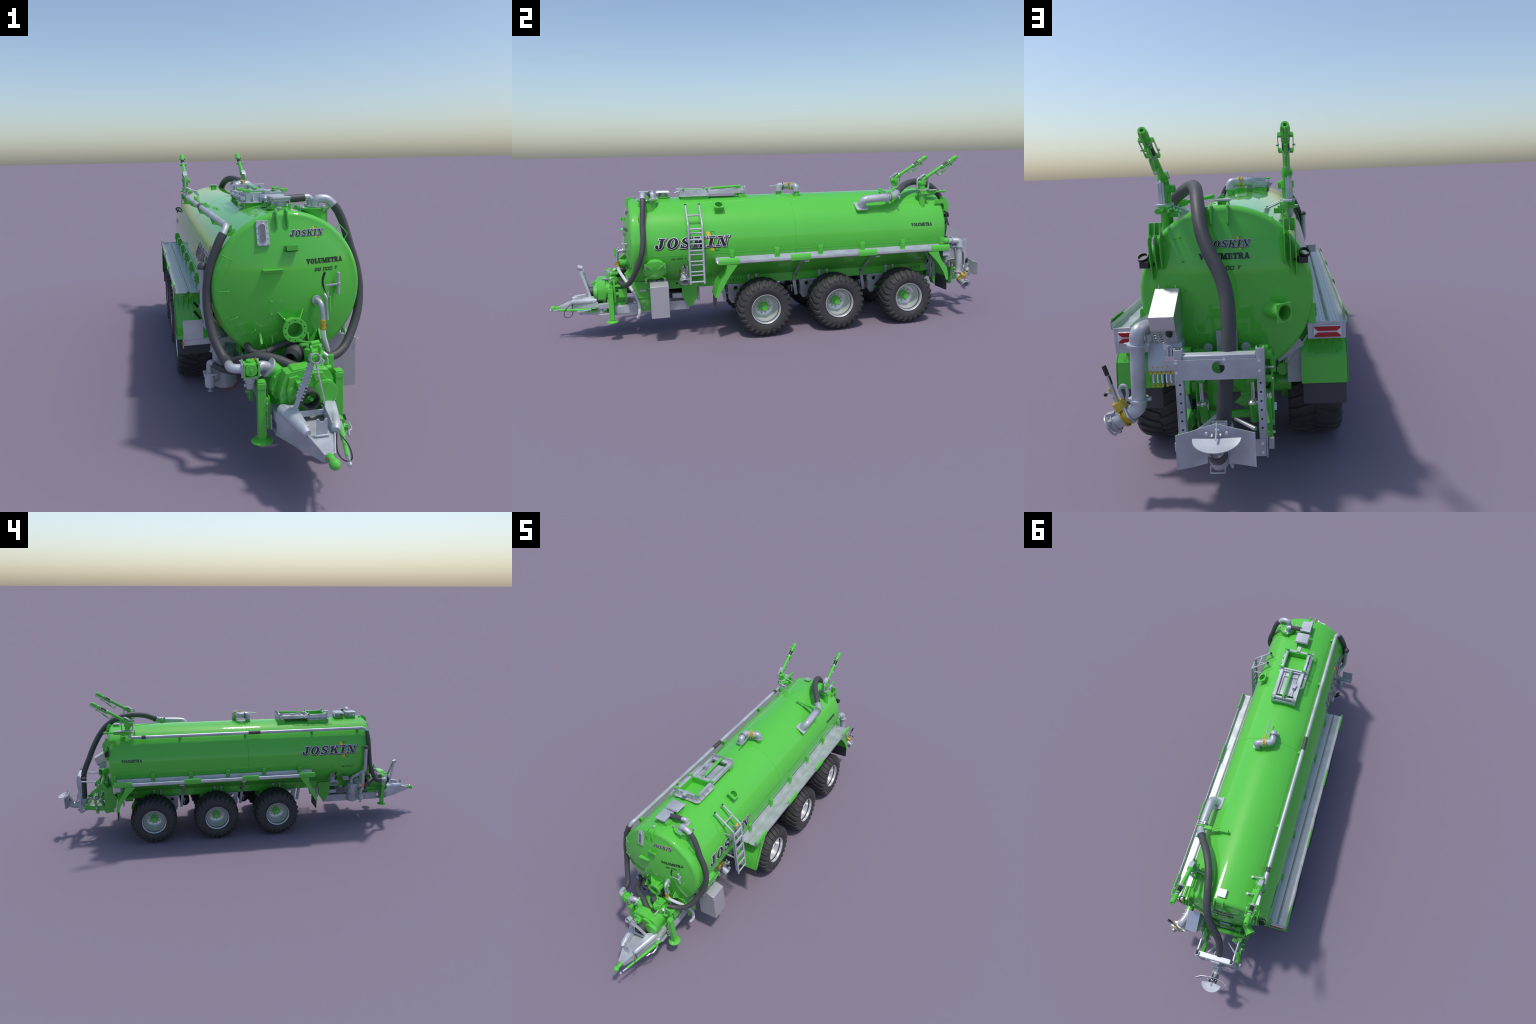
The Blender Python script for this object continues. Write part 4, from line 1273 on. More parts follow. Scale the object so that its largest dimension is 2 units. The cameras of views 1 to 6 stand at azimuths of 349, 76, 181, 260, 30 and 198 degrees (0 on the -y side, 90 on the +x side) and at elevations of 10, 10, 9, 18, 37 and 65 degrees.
# inner web plate with an opening
p.prism([(-.046, .232), (-.008, .232), (-.008, .205), (-.022, .193), (-.022, .182), (-.008, .168), (-.024, .160), (-.036, .150), (-.041, .128), (-.046, .128)], (0, .732, 0), X, Z, (0, .004, 0))
p.prism([(.046, .232), (-.008, .232), (-.008, .205), (.010, .190), (.010, .168), (.024, .160), (.036, .128), (.046, .128)], (0, .728, 0), X, Z, (0, .004, 0))
for sx in (1, -1):
    # lower arm
    p.prism([(.738, .158), (.842, .167), (.846, .172), (.858, .174), (.860, .167), (.857, .155), (.861, .143), (.848, .142), (.844, .144), (.76, .134), (.742, .130)], (sx * .080, 0, 0), Y, Z, (-sx * .009, 0, 0))
    p.bounds(sx * .084, sx * .067, .845, .862, .150, .164)
    # bell crank
    p.prism([(.770, .286), (.762, .268), (.757, .252), (.770, .240), (.786, .234), (.790, .243), (.803, .235), (.808, .222), (.818, .222), (.818, .236), (.808, .250), (.793, .260), (.782, .275)], (sx * .076, 0, 0), Y, Z, (-sx * .010, 0, 0))
    # lift strut
    p.beam((sx * .082, .806, .206), (sx * .082, .797, .128), .010, .013, up=Y)
    p.cyl((sx * .088, .797, .132), (sx * .074, .797, .132), .009, n=14)
    p.cyl((sx * .090, .790, .238), (sx * .068, .790, .238), .0075, n=14)
    p.cyl((sx * .088, .74, .134), (sx * .074, .74, .134), .010, n=14)
    # ram
    p.cyl((sx * .050, .781, .188), (sx * .050, .758, .140), .0088, n=16)
    p.cyl((sx * .044, .783, .238), (sx * .056, .783, .238), .0085, n=14)
    p.beam((sx * .078, .846, .170), (sx * .070, .826, .196), .012, .016, up=X)
    p.bounds(sx * .062, sx * .04, .772, .792, .236, .247)
    # upper clevis
    p.bounds(sx * .084, sx * .066, .776, .792, .284, .302)
p.done("lift_arm", GREEN, g, bevel=.0008)
p = Part()
for sx in (1, -1):
    p.cyl((sx * .050, .782, .236), (sx * .050, .779, .19), .0042, n=12)
    p.lathe([(0, 0), (.0115, 0), (.0115, .004), (.006, .008), (0, .008)], (sx * .050, .7795, .186), V((0, .1, 1)), 18)
    p.cyl((sx * .0745, .868, .3), (sx * .0745, .776, .2945), .0046, n=12)
    p.cyl((sx * .084, .806, .206), (sx * .083, .808, .218), .005, n=10)
    p.beam((sx * .0895, .800, .150), (sx * .0895, .803, .163), .003, .006, up=Y)
    p.beam((sx * .092, .712, .138), (sx * .092, .704, .152), .003, .006, up=Y)
    for y, z in ((.790, .238), (.765, .252), (.797, .132)): p.cyl((sx * .0925, y, z), (sx * .066, y, z), .0032, n=10)
p.done("lift_rod", CHROME, g)
p = Part()
p.cyl((-.014, .790, .158), (-.056, .826, .1525), .0030, .0044, n=12)
p.cyl((.016, .80, .172), (.055, .85, .158), .0045, n=12)
p.tube(rounded([(.078, .805, .222), (.074, .808, .205), (.071, .803, .175)], .006), .005, 8)
p.done("check_link", GALV, g)
p = Part()
p.ball((-.0905, .80, .142), .002, 8); p.ball((.08, .806, .225), .002, 8)
p.done("link_grease_cap", RED, g)

g = empty("spreader_frame", ROOT)
p = Part()
for sx in (1, -1):
    fr = [(.884, .3315), (.874, .3315), (.870, .329), (.863, .302), (.865, .274), (.872, .264), (.8755, .182), (.862, .158), (.866, .144), (.872, .1285), (.889, .1285), (.886, .17), (.886, .262), (.8885, .303)]
    fo = -.0025
    p.yz(fr, fo + sx * .0790, fo + sx * .0770)
    p.bounds(fo + sx * .0768, fo + sx * .0650, .8843, .8865, .132, .3312)
    p.bounds(fo + sx * .0665, fo + sx * .0645, .872, .8842, .17, .3312)
    p.box((fo + sx * .085, .868, .146), (.010, .016, .016))
p.holed([(-.0805, .2765), (.0755, .2765), (.0755, .3140), (-.0805, .3140)], (-.001, .299), .0112, (0, .8867, 0), X, Z, (0, .0018, 0), n=36)
p.bounds(-.0665, .0610, .8848, .8872, .3141, .3205)
p.bounds(-.0655, .0655, .868, .8856, .3185, .3208)
p.bounds(-.0655, .0655, .876, .8856, .2755, .2777)
p.bounds(-.0785, -.052, .886, .888, .131, .163)
p.bounds(-.0785, .0785, .872, .884, .1325, .149)
p.done("frame_rail", GALV, g, bevel=.0006)
p = Part()
for sx in (1, -1):
    for i in range(6):
        p.cyl((-.0025 + sx * .071, .8862, .268 - i * .0168), (-.0025 + sx * .071, .8869, .268 - i * .0168), .0019, n=8)
    for z in (.291, .309): p.cyl((sx * .060, .8878, z), (sx * .060, .8884, z), .0019, n=8)
for a in (45, 135, 225, 315):
    p.cyl((-.001 + .0165 * math.cos(math.radians(a)), .8878, .299 + .0165 * math.sin(math.radians(a))), (-.001 + .0165 * math.cos(math.radians(a)), .8884, .299 + .0165 * math.sin(math.radians(a))), .0016, n=8)
p.done("frame_hole", HOLE, g, kind="stuff")
p = Part()
for sx in (1, -1):
    for z in (.291, .309): p.cyl((sx * .0725, .8865, z), (sx * .0725, .889, z), .0028, n=6)
p.cyl((-.012, .888, .313), (-.012, .89, .313), .0025, n=6)
for z in (.139, .156): p.cyl((-.0725, .888, z), (-.0725, .8905, z), .0028, n=6)
for x in (-.018, .016): p.cyl((x, .951, .2085), (x, .954, .2085), .0026, n=8)
p.done("frame_bolt", LENS, g)
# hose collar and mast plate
p = Part()
p.pipe((-.0125, .8635, .300), (-.0132, .8635, .311), .0185, .0155, 28)
p.bounds(.012, .020, .868, .884, .303, .309); p.bounds(-.040, -.030, .868, .884, .303, .309)
# lower elbow of the spreading pipe
p.tube(rounded([(-.001, .867, .182), (-.001, .868, .150), (-.001, .905, .1455), (-.001, .934, .1475), (-.002, .954, .172)], .02, 9), .0165, 24)
p.pipe((-.001, .867, .168), (-.001, .867, .184), .0182, .0148, 28)
p.cyl((-.001, .889, .1465), (-.001, .892, .1465), .0195, n=24)
p.cyl((-.001, .905, .146), (-.001, .908, .146), .0178, n=24)
p.beam((.008, .872, .137), (.012, .902, .126), .004, .007); p.beam((-.008, .884, .13), (-.020, .905, .122), .003, .008)
p.beam((0, .918, .158), (0, .900, .188), .018, .006, up=X.cross(V((0, -.018, .03)))) 
p.bounds(-.011, .011, .887, .890, .150, .2)
for s in (-1, 1): p.beam((s * .009, .925, .163), (s * .007, .950, .205), .003, .007, up=Y)
p.beam((-.012, .902, .196), (.012, .902, .196), .004, .012)
for s in (-1, 1): p.beam((s * .0115, .902, .192), (s * .0115, .902, .206), .003, .006, up=Y)
p.tube([(-.012, .950, .150), (-.012, .953, .1385), (.012, .953, .1385), (.012, .950, .150)], .0015, 6)
p.tube(rounded([(-.02, .895, .175), (-.055, .90, .178), (-.058, .905, .165)], .006), .0025, 6)
p.done("spreader_pipe", GALV, g)
p = Part().pipe((-.002, .951, .168), (-.002, .962, .183), .0165, .013, 24)
p.cyl((-.002, .951, .168), (-.002, .9515, .1687), .0165, n=24)
p.done("nozzle_rubber", HOSE, g)
# bent deflector plate: wings tilt backwards
p = Part()
prow = [(-.066, .212, .152, .9615), (-.046, .212, .150, .951), (-.024, .216, .152, .9475), (-.019, .217, .153, .947), (-.0185, .2175, .182, .947), (.0, .2225, .186, .946), (.0165, .2185, .182, .947), (.017, .218, .153, .947), (.022, .217, .152, .9475), (.046, .211, .148, .951), (.066, .2105, .150, .961)]
vs, fs = [], []
for x, zt, zb, y in prow:
    vs += [(x, y, zt), (x, y, zb), (x, y - .0018, zt), (x, y - .0018, zb)]
m = len(prow)
for i in range(m - 1):
    a, b = 4 * i, 4 * i + 4
    fs += [(a, b, b + 1, a + 1), (a + 2, a + 3, b + 3, b + 2), (a, a + 2, b + 2, b), (a + 1, b + 1, b + 3, a + 3)]
fs += [(0, 1, 3, 2), (4 * m - 4, 4 * m - 2, 4 * m - 1, 4 * m - 3)]
p.add(vs, fs)
p.done("deflector_plate", GALV, g)
# splash disc: half round dish folded along its middle
p = Part()
nn = 18
top, bot = [], []
for i in range(nn + 1):
    a = PI * i / nn
    x, y = -.0035 + .0400 * math.cos(a), .9685 + .0315 * math.sin(a)
    top.append(V((x, y, .2085 - (y - .9685) * .30)))
cen = V((-.0035, .9620, .2040))
vs = [cen] + top + [cen - Z * .0016] + [t - Z * .0016 for t in top]
o = nn + 2
fs = [(0, i + 1, i + 2) for i in range(nn)] + [(o, o + i + 2, o + i + 1) for i in range(nn)] + [(i + 1, o + i + 1, o + i + 2, i + 2) for i in range(nn)] + [(0, o, o + 1, 1), (0, nn + 1, o + nn + 1, o)]
p.add(vs, fs)
p.done("splash_disc", GALV, g, smooth=12)
p = Part()
p.cyl((-.002, .952, .228), (-.002, .950, .205), .0016, n=8)
p.ball((-.002, .9545, .2165), .0034, 8); p.ball((-.0055, .956, .216), .0022, 8)
p.beam((-.002, .956, .2155), (-.003, .977, .2095), .0022, .004)
p.done("disc_bolt", CHROME, g)
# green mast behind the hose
p = Part()
p.bounds(-.021, .021, .738, .742, .262, .322)
for s in (-1, 1): p.lathe([(0, 0), (.009, 0), (.009, .003), (0, .003)], (s * .038, .742, .288), Y, 20)
p.done("rear_mount_plate", GALV, bevel=.0006)
p = Part()
p.bounds(-.095, .095, .69, .735, .230, .262)
p.bounds(-.04, .04, .725, .748, .245, .275)
for s in (-1, 1): p.bounds(s * .068, s * .045, .735, .752, .255, .285)
p.done("rear_cross_member", GREEN, bevel=.001)
p = Part()
p.cyl((-.085, .60, .16), (-.125, .60, .16), .022, n=20); p.cyl((.085, .60, .16), (.125, .60, .16), .022, n=20)
p.cyl((-.108, .61, .205), (-.108, .650, .205), .014, n=18)
p.done("brake_cylinder", GREEN, bevel=.001)

# ------------------------------------------------------------------ side manhole, right front
g = empty("side_manhole", ROOT)
c = V((.158, -.568, .2995)); ax = V((.86, 0, -.46)).normalized()
p = Part()
p.cyl(c - ax * .05, c + ax * .004, .0445, n=44)
p.lathe([(.0465, .004), (.0475, .007), (.0465, .0095), (.042, .0115), (.030, .0165), (.015, .0195), (0, .0205)], c, ax, 44)
u = Y; v = ax.cross(u).normalized()
if v.z < 0: v = -v
for sa, sb in ((1, 1), (1, -1), (-1, 1), (-1, -1)):
    e0 = c + ax * .0185 + u * (sa * .010) + v * (sb * .010); e1 = c + ax * .0165 + u * (sa * .037) + v * (sb * .036)
    p.beam(e0, e1, .004, .006, up=ax)
    p.box(e1, (.008, .007, .009))
p.done("manhole_cover", GREEN, g, bevel=.0006)
p = Part()
for sa, sb in ((1, 1), (1, -1), (-1, 1), (-1, -1)):
    e1 = c + ax * .021 + u * (sa * .038) + v * (sb * .036)
    p.tube([e1 + Z * .003 + u * .002, e1 - Z * .003 + u * .003, e1 - Z * .011 + u * .002, e1 - Z * .013, e1 - Z * .011 - u * .002, e1 - Z * .003 - u * .003, e1 + Z * .003 - u * .002], .0013, 6)
p.done("manhole_clamp", CHROME, g)

# tool / control box below it
p = Part()
bx = [(.118, .106), (.196, .106), (.196, .235), (.166, .247), (.118, .247)]
p.prism(bx, (0, -.5915, 0), X, Z, (0, .072, 0))
p.done("control_box", paint("light_grey_sheet", (0.42, 0.41, 0.44), rough=.38, metal=.25, var=.03), bevel=.0012)
p = Part()
for k in range(3): p.bounds(.130, .14, -.578 + k * .021, -.566 + k * .021, .2472, .2488)
p.cyl((.196, -.595, .232), (.202, -.595, .232), .0012, n=6)
p.bounds(.085, .12, -.585, -.525, .205, .222)
p.done("control_box_mount", GALV, bevel=.0004)

# ------------------------------------------------------------------ suction couplings on both sides
def coupling(sx, y):
    g = empty("suction_coupling", ROOT)
    dz = .004 if sx < 0 else 0
    p = Part()
    p.tube([(sx * .10, y, .262), (sx * .130, y, .262)], .0135, 18)
    p.done("coupling_socket", GREEN, g)
    p = Part()
    p.cyl((sx * .128, y, .264), (sx * .131, y, .264), .0185, n=20)
    ax = V((sx * .80, 0, -.6)).normalized(); c = V((sx * .147, y, .262 + dz))
    p.cyl(c - ax * .002, c + ax * .001, .019, n=20)
    p.cup(c, c + ax * .034, .0155, .0132, .026, 22)
    p.pipe(c + ax * .022, c + ax * .026, .0185, .015, 22)
    up = V((sx * .6, 0, .8)); side = ax.cross(up)
    e = c + ax * .030
    p.tube([e + up * (.0215 * math.cos(math.radians(a))) + side * (.0215 * math.sin(math.radians(a))) for a in range(60, 301, 24)], .002, 6)
    for a in (60, 180, 300):
        q = e - ax * .004 + up * (.019 * math.cos(math.radians(a))) + side * (.019 * math.sin(math.radians(a))); p.box(q, (.007, .007, .008))
    p.tube(rounded([(sx * .158, y - .008, .280), (sx * .170, y - .009, .302), (sx * .188, y - .004, .310), (sx * .188, y + .004, .310), (sx * .170, y + .009, .302), (sx * .158, y + .008, .280)], .006, 3), .0024, 6)
    p.beam((sx * .160, y + .013, .272), (sx * .166, y + .013, .305), .003, .003, up=X)
    p.beam((sx * .165, y, .285), (sx * .192, y - .001, .306), .004, .007)
    p.done("coupling_body", GALV, g)
    p = Part()
    c2 = V((sx * .139, y, .264))
    p.cyl((sx * .1315, y, .264), (sx * .146, y, .262), .0165, n=18)
    p.cyl((sx * .133, y, .266), (sx * .140, y, .290), .0135, .009, n=16)
    p.cyl((sx * .150, y, .290), (sx * .170, y, .302), .0032, n=8)
    p.done("coupling_valve", BRASS, g, bevel=.0006)
    p = Part()
    p.beam((sx * .190, y, .304), (sx * .204, y - .003, .321), .005, .007)
    if sx > 0: p.beam((sx * .160, y - .018, .262), (sx * .163, y - .018, .292), .003, .004, up=X)
    else: p.beam((-.187, y - .004, .275), (-.204, y - .006, .298), .0055, .007)
    p.done("lever_grip", BLACK, g, bevel=.0006)
coupling(1, -.452); coupling(-1, -.450)

# ------------------------------------------------------------------ left side: moisture trap, exhaust, board
g = empty("moisture_trap", ROOT)
p = Part()
p.lathe([(0, .1345), (.027, .1345), (.0295, .138), (.0295, .229), (.031, .230), (.031, .2335), (0, .2345)], (-.1425, -.568, 0), Z, 36)
p.cyl((-.1425, -.590, .211), (-.1425, -.628, .209), .0125, n=16); p.cyl((-.1425, -.612, .2105), (-.1425, -.616, .2105), .0155, n=16)
for a in (30, 150, 270): p.box((-.1425 + .032 * math.cos(math.radians(a)), -.568 + .032 * math.sin(math.radians(a)), .226), (.008, .008, .014))
p.cyl((-.1425, -.575, .155), (-.175, -.600, .155), .003, n=8)
p.bounds(-.105, -.118, -.60, -.54, .17, .21)
p.done("trap_body", GALV, g)
p = Part()
for x, y in ((-.138, -.575), (-.118, -.568)):
    p.cyl((x, y, .1345), (x, y, .128), .0032, n=8); p.cyl((x, y, .127), (x, y, .120), .0022, .0034, n=8); p.box((x + .004, y, .131), (.006, .004, .004))
p.done("drain_tap", RED, g)
p = Part()
p.lathe([(0, .1455), (.0105, .1455), (.0125, .149), (.0125, .178), (0, .178)], (-.184, -.604, 0), Z, 24)
p.box((-.184, -.604, .1805), (.030, .030, .004))
p.cyl((-.184, -.604, .145), (-.184, -.604, .135), .0018, n=8); p.cyl((-.184, -.604, .1345), (-.184, -.604, .136), .0065, n=10)
p.tube(rounded([(-.184, -.604, .18), (-.184, -.604, .208), (-.174, -.618, .208)], .012), .0078, 14)
for s in (-1, 1): p.cyl((-.184 + s * .013, -.604, .172), (-.184 + s * .013, -.604, .187), .0016, n=6)
p.done("filter_bowl", GALV, g)
p = Part()
p.tube(spline([(-.178, -.613, .206), (-.165, -.624, .200), (-.145, -.64, .196), (-.11, -.66, .196)], 5), .0075, 14)
p.tube(spline([(-.1425, -.625, .209), (-.1425, -.640, .2125), (-.128, -.675, .230), (-.105, -.705, .245), (-.080, -.72, .252), (-.048, -.735, .248), (-.012, -.757, .236), (.014, -.765, .233), (.032, -.765, .235)], 7), .0118, 16)
p.tube(spline([(-.06, -.69, .252), (-.03, -.685, .262), (.005, -.69, .272), (.028, -.70, .272)], 6), .0075, 14)
p.tube(spline([(-.10, -.655, .262), (-.09, -.68, .25), (-.05, -.69, .252)], 6), .0078, 14)
p.lathe([(.013, -.02), (.022, -.012), (.022, .01), (.0, .014)], (.0, -.712, .25), V((.5, .6, .2)), 20)
p.done("trap_hose", HOSE, g)

g = empty("exhaust", ROOT)
p = Part()
p.tube(rounded([(-.1425, -.562, .232), (-.1425, -.562, .263), (-.186, -.617, .315), (-.1925, -.617, .342), (-.1925, -.615, .448)], .012, 6), .0092, 16)
p.beam((-.175, -.610, .300), (-.172, -.615, .235), .004, .022, up=Y)
p.beam((-.155, -.585, .265), (-.18, -.61, .235), .008, .003)
p.done("exhaust_pipe", GALV, g)
Part().lathe([(.0105, -.008), (.0128, -.008), (.0128, -.003), (.0105, .003), (.006, .007), (0, .0085)], (-.1925, -.615, .4485), Z, 22).done("exhaust_cap", HOSE, g)

p = Part()
p.prism([(-.2425, .311), (-.194, .310), (-.194, .262), (-.2415, .262)], (0, -.588, 0), X, Z, (0, .0025, 0))
p.bounds(-.243, -.125, -.5855, -.572, .2475, .2605); p.bounds(-.2425, -.1255, -.5872, -.5848, .2490, .2615)
p.beam((-.135, -.58, .262), (-.10, -.58, .24), .016, .006)
for x in (-.238, -.198):
    for z in (.266, .306): p.cyl((x, -.588, z), (x, -.5895, z), .0016, n=6)
p.done("marker_board", TREAD, bevel=.0005)
Part().bounds(-.2445, -.2425, -.597, -.583, .245, .2615).done("side_reflector", ORANGE)
p = Part(); p.prism([(0, 0), (.034, 0), (.046, .024), (.012, .024)], (-.158, -.545, .258), V((0, 1, 0)), V((-.25, .0, 1)), V((-.003, 0, -.001)))
p.done("warning_plate", paint("aluminium_plate", (0.36, 0.34, 0.37), rough=.4, metal=.2))

# ------------------------------------------------------------------ drawbar
g = empty("drawbar", ROOT)
p = Part()
for sx in (1, -1):
    p.bounds(sx * .068, sx * .040, -.745, -.43, .100, .140)                 # long rear rail
    p.bounds(sx * .0665, sx * .046, -.800, -.7452, .130, .1505)             # upper web beside the stand
    p.bounds(sx * .0665, sx * .046, -.800, -.7452, .1005, .108)
    p.bounds(sx * .0705, sx * .068, -.735, -.675, .104, .136)
    # tapering side cheek
    side = [(-.800, .102), (-.800, .158), (-.905, .155), (-.957, .1380), (-.957, .1205), (-.875, .110)]
    p0, p1 = V((sx * .0665, -.800, 0)), V((sx * .0120, -.957, 0))
    dirv = (p1 - p0)
    vs, n = [], len(side)
    for off in (0, 1):
        for y, z in side:
            t = (y + .800) / (-.957 + .800)
            q = p0 + dirv * t
            vs.append((q.x - sx * off * .004, q.y, z))
    p.add(vs, [tuple(range(n)), tuple(range(n, 2 * n))[::-1]] + [(i, (i + 1) % n, n + (i + 1) % n, n + i) for i in range(n)])
    # rounded cover tube on top of the cheek
    p.tube([(sx * .0545, -.803, .1635), (sx * .0330, -.896, .1605), (sx * .0290, -.908, .1565)], [.0118, .0118, .0085], 20)
    def slab(q, dz):
        vs = [V(a) for a in q]; vs += [v - Z * dz for v in vs]
        p.add(vs, [(0, 1, 2, 3), (7, 6, 5, 4), (0, 4, 5, 1), (1, 5, 6, 2), (2, 6, 7, 3), (3, 7, 4, 0)])
    q0, q1, q2, q3 = (sx * .0560, -.806, .1765), (sx * .0345, -.900, .1715), (sx * .0235, -.900, .1690), (sx * .0300, -.822, .1785)
    slab((q0, q1, q2, q3), .003)
    q = [V(q2), V(q3), V(q3) - Z * .033, V(q2) - Z * .022]; q += [v + V((sx * .003, 0, 0)) for v in q]
    p.add(q, [(0, 1, 2, 3), (7, 6, 5, 4), (0, 4, 5, 1), (1, 5, 6, 2), (2, 6, 7, 3), (3, 7, 4, 0)])
# deck between the cheeks and sloping nose box
p.xy([(-.060, -.812), (.060, -.812), (.031, -.900), (-.031, -.900)], .1435, .1465)
nose = [(-.898, .153), (-.9562, .1372), (-.9562, .1210), (-.880, .1120), (-.880, .153)]
vs, n = [], len(nose)
for s_ in (1, -1):
    for y, z in nose:
        t = (y + .800) / (-.957 + .800)
        vs.append((s_ * (.0625 + (.0105 - .0625) * t), y, z))
p.add(vs, [tuple(range(n)), tuple(range(n, 2 * n))[::-1]] + [(i, (i + 1) % n, n + (i + 1) % n, n + i) for i in range(n)])
p.xy([(-.062, -.80), (.062, -.80), (.034, -.879), (-.034, -.879)], .104, .1075)
p.bounds(-.062, .062, -.80, -.785, .1085, .1425)
p.bounds(-.040, .040, -.838, -.834, .157, .170)
p.bounds(-.05, .05, -.66, -.64, .1, .138); p.bounds(-.05, .05, -.52, -.50, .1, .135)
p.done("drawbar_beam", GALV, g, bevel=.001)
p = Part()
p.xz([(-.013, .150), (.010, .150), (.0095, .188), (.0045, .188), (.002, .182), (-.005, .182), (-.0075, .188), (-.0125, .188)], -.914, -.912)
p.cyl((-.016, -.9135, .153), (.014, -.9135, .153), .0020, n=8)
p.done("hose_holder", GALV, g, bevel=.0004)
p = Part()
p.cyl((0, -.955, .1300), (0, -.964, .1310), .0088, .0085, n=18).cyl((0, -.964, .1310), (0, -.980, .131), .0085, .0060, n=18)
p.ball((0, -.9835, .131), .0112, 20, Y)
p.done("hitch_ball", GREEN, g)
Part().ball((-.009, -.972, .137), .0018, 8).done("grease_cap", RED, g)
# toothed hose-rack bars meeting at a ring
p = Part()
ring = V((-.0015, -.866, .2945))
p.pipe(ring + V((0, .009, -.003)), ring + V((0, -.009, .003)), .0105, .0090, 24)
for sx in (1, -1):
    base = V((sx * .0335, -.830, .172)); tip = ring + V((sx * .004, .003, -.011))
    d = (tip - base); L = d.length; d.normalize()
    nrm = V((sx * .95, -.30 if sx > 0 else -.45, 0)); nrm = (nrm - d * nrm.dot(d)).normalized()
    s = d.cross(nrm).normalized()
    p.beam(base, tip, .0105, .0028, up=nrm)
    p.box(base + V((0, 0, -.001)), (.016, .014, .004))
    for k in range(10):
        t = .24 + .073 * k
        if sx > 0 and t < .68: continue
        q = base + d * (L * t)
        for e in (-1, 1):
            p.beam(q + s * (e * .004), q + s * (e * .0098) + d * .0040, .0030, .0036, up=nrm)
p.tube(rounded([ring + V((.006, .01, -.012)), ring + V((.016, .012, -.022)), ring + V((.02, .014, -.012)), ring + V((.012, .014, -.004))], .004, 3), .0012, 6)
p.done("hose_rack", GALV, g, bevel=.0003)
# steering rod
p = Part()
a, b = V((.070, -.812, .129)), V((.0335, -.963, .1305))
p.cyl(a, a.lerp(b, .55), .0062, n=14); p.cyl(a.lerp(b, .55), b, .0048, n=14)
p.cyl(a.lerp(b, .0) - V((.008, 0, 0)), a + V((.010, 0, 0)), .006, n=12)
p.bounds(.064, .076, -.826, -.806, .12, .137)
p.cyl((.078, -.838, .124), (.074, -.846, .124), .0045, n=10)
p.done("steering_rod", GREEN, g, bevel=.0004)
p = Part()
d = (b - a).normalized()
p.cyl(b, b + d * .018, .0042, .0032, n=12); p.ball(b + d * .027, .0054, 14, d)
p.bounds(.062, .071, -.812, -.798, .135, .142)
p.tube(rounded([(.076, -.826, .133), (.082, -.84, .134), (.080, -.862, .130), (.070, -.868, .129), (.066, -.884, .128)], .008, 4), .0030, 8)
p.done("rod_end", CHROME, g)
Part().beam((.0795, -.826, .133), (.084, -.806, .135), .005, .005).done("lever_grip", BLACK, g)
Part().tube(spline([(.032, -.905, .152), (.032, -.904, .125), (.035, -.908, .105), (.044, -.923, .098), (.052, -.937, .110), (.048, -.930, .134), (.036, -.910, .150)], 6), .0015, 6).done("rod_cable", HOSE, g)
Part().ball((.068, -.828, .1365), .002, 8).done("rod_button", RED, g)

# ------------------------------------------------------------------ parking stands
for sx, yy in ((1, -.7475), (-1, -.768)):
    g = empty("parking_stand", ROOT)
    p = Part()
    x = sx * .0915
    p.bounds(x - .0092, x + .0092, yy - .0098, yy + .0098, .088, .201)
    p.bounds(x - .0100, x + .0100, yy - .0108, yy + .0108, .2, .2135)
    p.bounds(x - .0092, x + .0092, yy - .0098, yy + .0098, .2135, .2175)
    p.box((x, yy, .088), (.016, .016, .022))
    p.lathe([(0, .0865), (.008, .0845), (.0235, .0795), (.0245, .0775), (.0235, .0768), (0, .0768)], (x, yy, 0), Z, 32)
    p.bounds(x - sx * .0092, x - sx * .0145, yy - .009, yy + .011, .108, .178)
    p.prism(rrect(-.011, .010, .105, .182, .006), (x - sx * .0145, yy + .003, 0), Y, Z, (-sx * .003, 0, 0))
    p.done("stand_leg", GREEN, g, bevel=.0012)
    p = Part()
    for k in range(4):
        p.cyl((x - sx * .0105, yy - .0095, .118 + .0165 * k), (x - sx * .0105, yy - .0125, .118 + .0165 * k), .0018, n=6)
    p.bounds(x - sx * .0178, sx * .07, yy - .010, yy + .014, .106, .140)
    p.done("stand_mount", GALV, g, bevel=.0006)

# ------------------------------------------------------------------ vacuum pump
g = empty("vacuum_pump", ROOT)
p = Part()
# gearbox housing: outline seen from the front
gear = [(-.046, .150), (.030, .150), (.058, .168), (.0625, .195), (.0605, .224), (.050, .241), (.012, .246), (-.012, .246), (-.030, .2425), (-.044, .2405), (-.052, .222), (-.058, .196), (-.056, .168)]
p.xz(gear, -.802, -.768)
front = [(-.038, .158), (-.018, .158), (-.014, .178), (.018, .168), (.046, .172), (.056, .196), (.052, .218), (.032, .236), (.008, .238), (-.008, .226), (-.020, .236), (-.038, .232), (-.044, .206)]
p.xz(front, -.809, -.802)
p.cyl((.0395, -.800, .1955), (.0395, -.8145, .1955), .0275, n=36)              # round cover
p.cyl((.0395, -.8145, .1955), (.0395, -.8155, .1955), .0245, n=36)
p.cyl((-.029, -.802, .1985), (-.029, -.812, .1985), .014, n=24)
p.cyl((-.029, -.812, .1985), (-.029, -.8135, .1985), .0115, n=24)
for x, z in ((-.020, .2205), (-.006, .224)):
    p.box((x, -.815, z), (.011, .016, .012)); p.cyl((x, -.823, z - .002), (x, -.826, z - .002), .005, n=12)
p.prism([(.012, .241), (.036, .239), (.032, .222), (.018, .222)], (0, -.811, 0), X, Z, (0, .01, 0))
p.prism([(-.034, .240), (.016, .246), (.010, .2495), (-.028, .247)], (0, -.800, 0), X, Z, (0, .036, 0))
p.cyl((0, -.807, .193), (0, -.826, .193), .005, n=12); p.cyl((.004, -.826, .190), (.004, -.830, .190), .0045, n=10)
p.cyl((0, -.806, .193), (0, -.8085, .193), .0175, n=24)
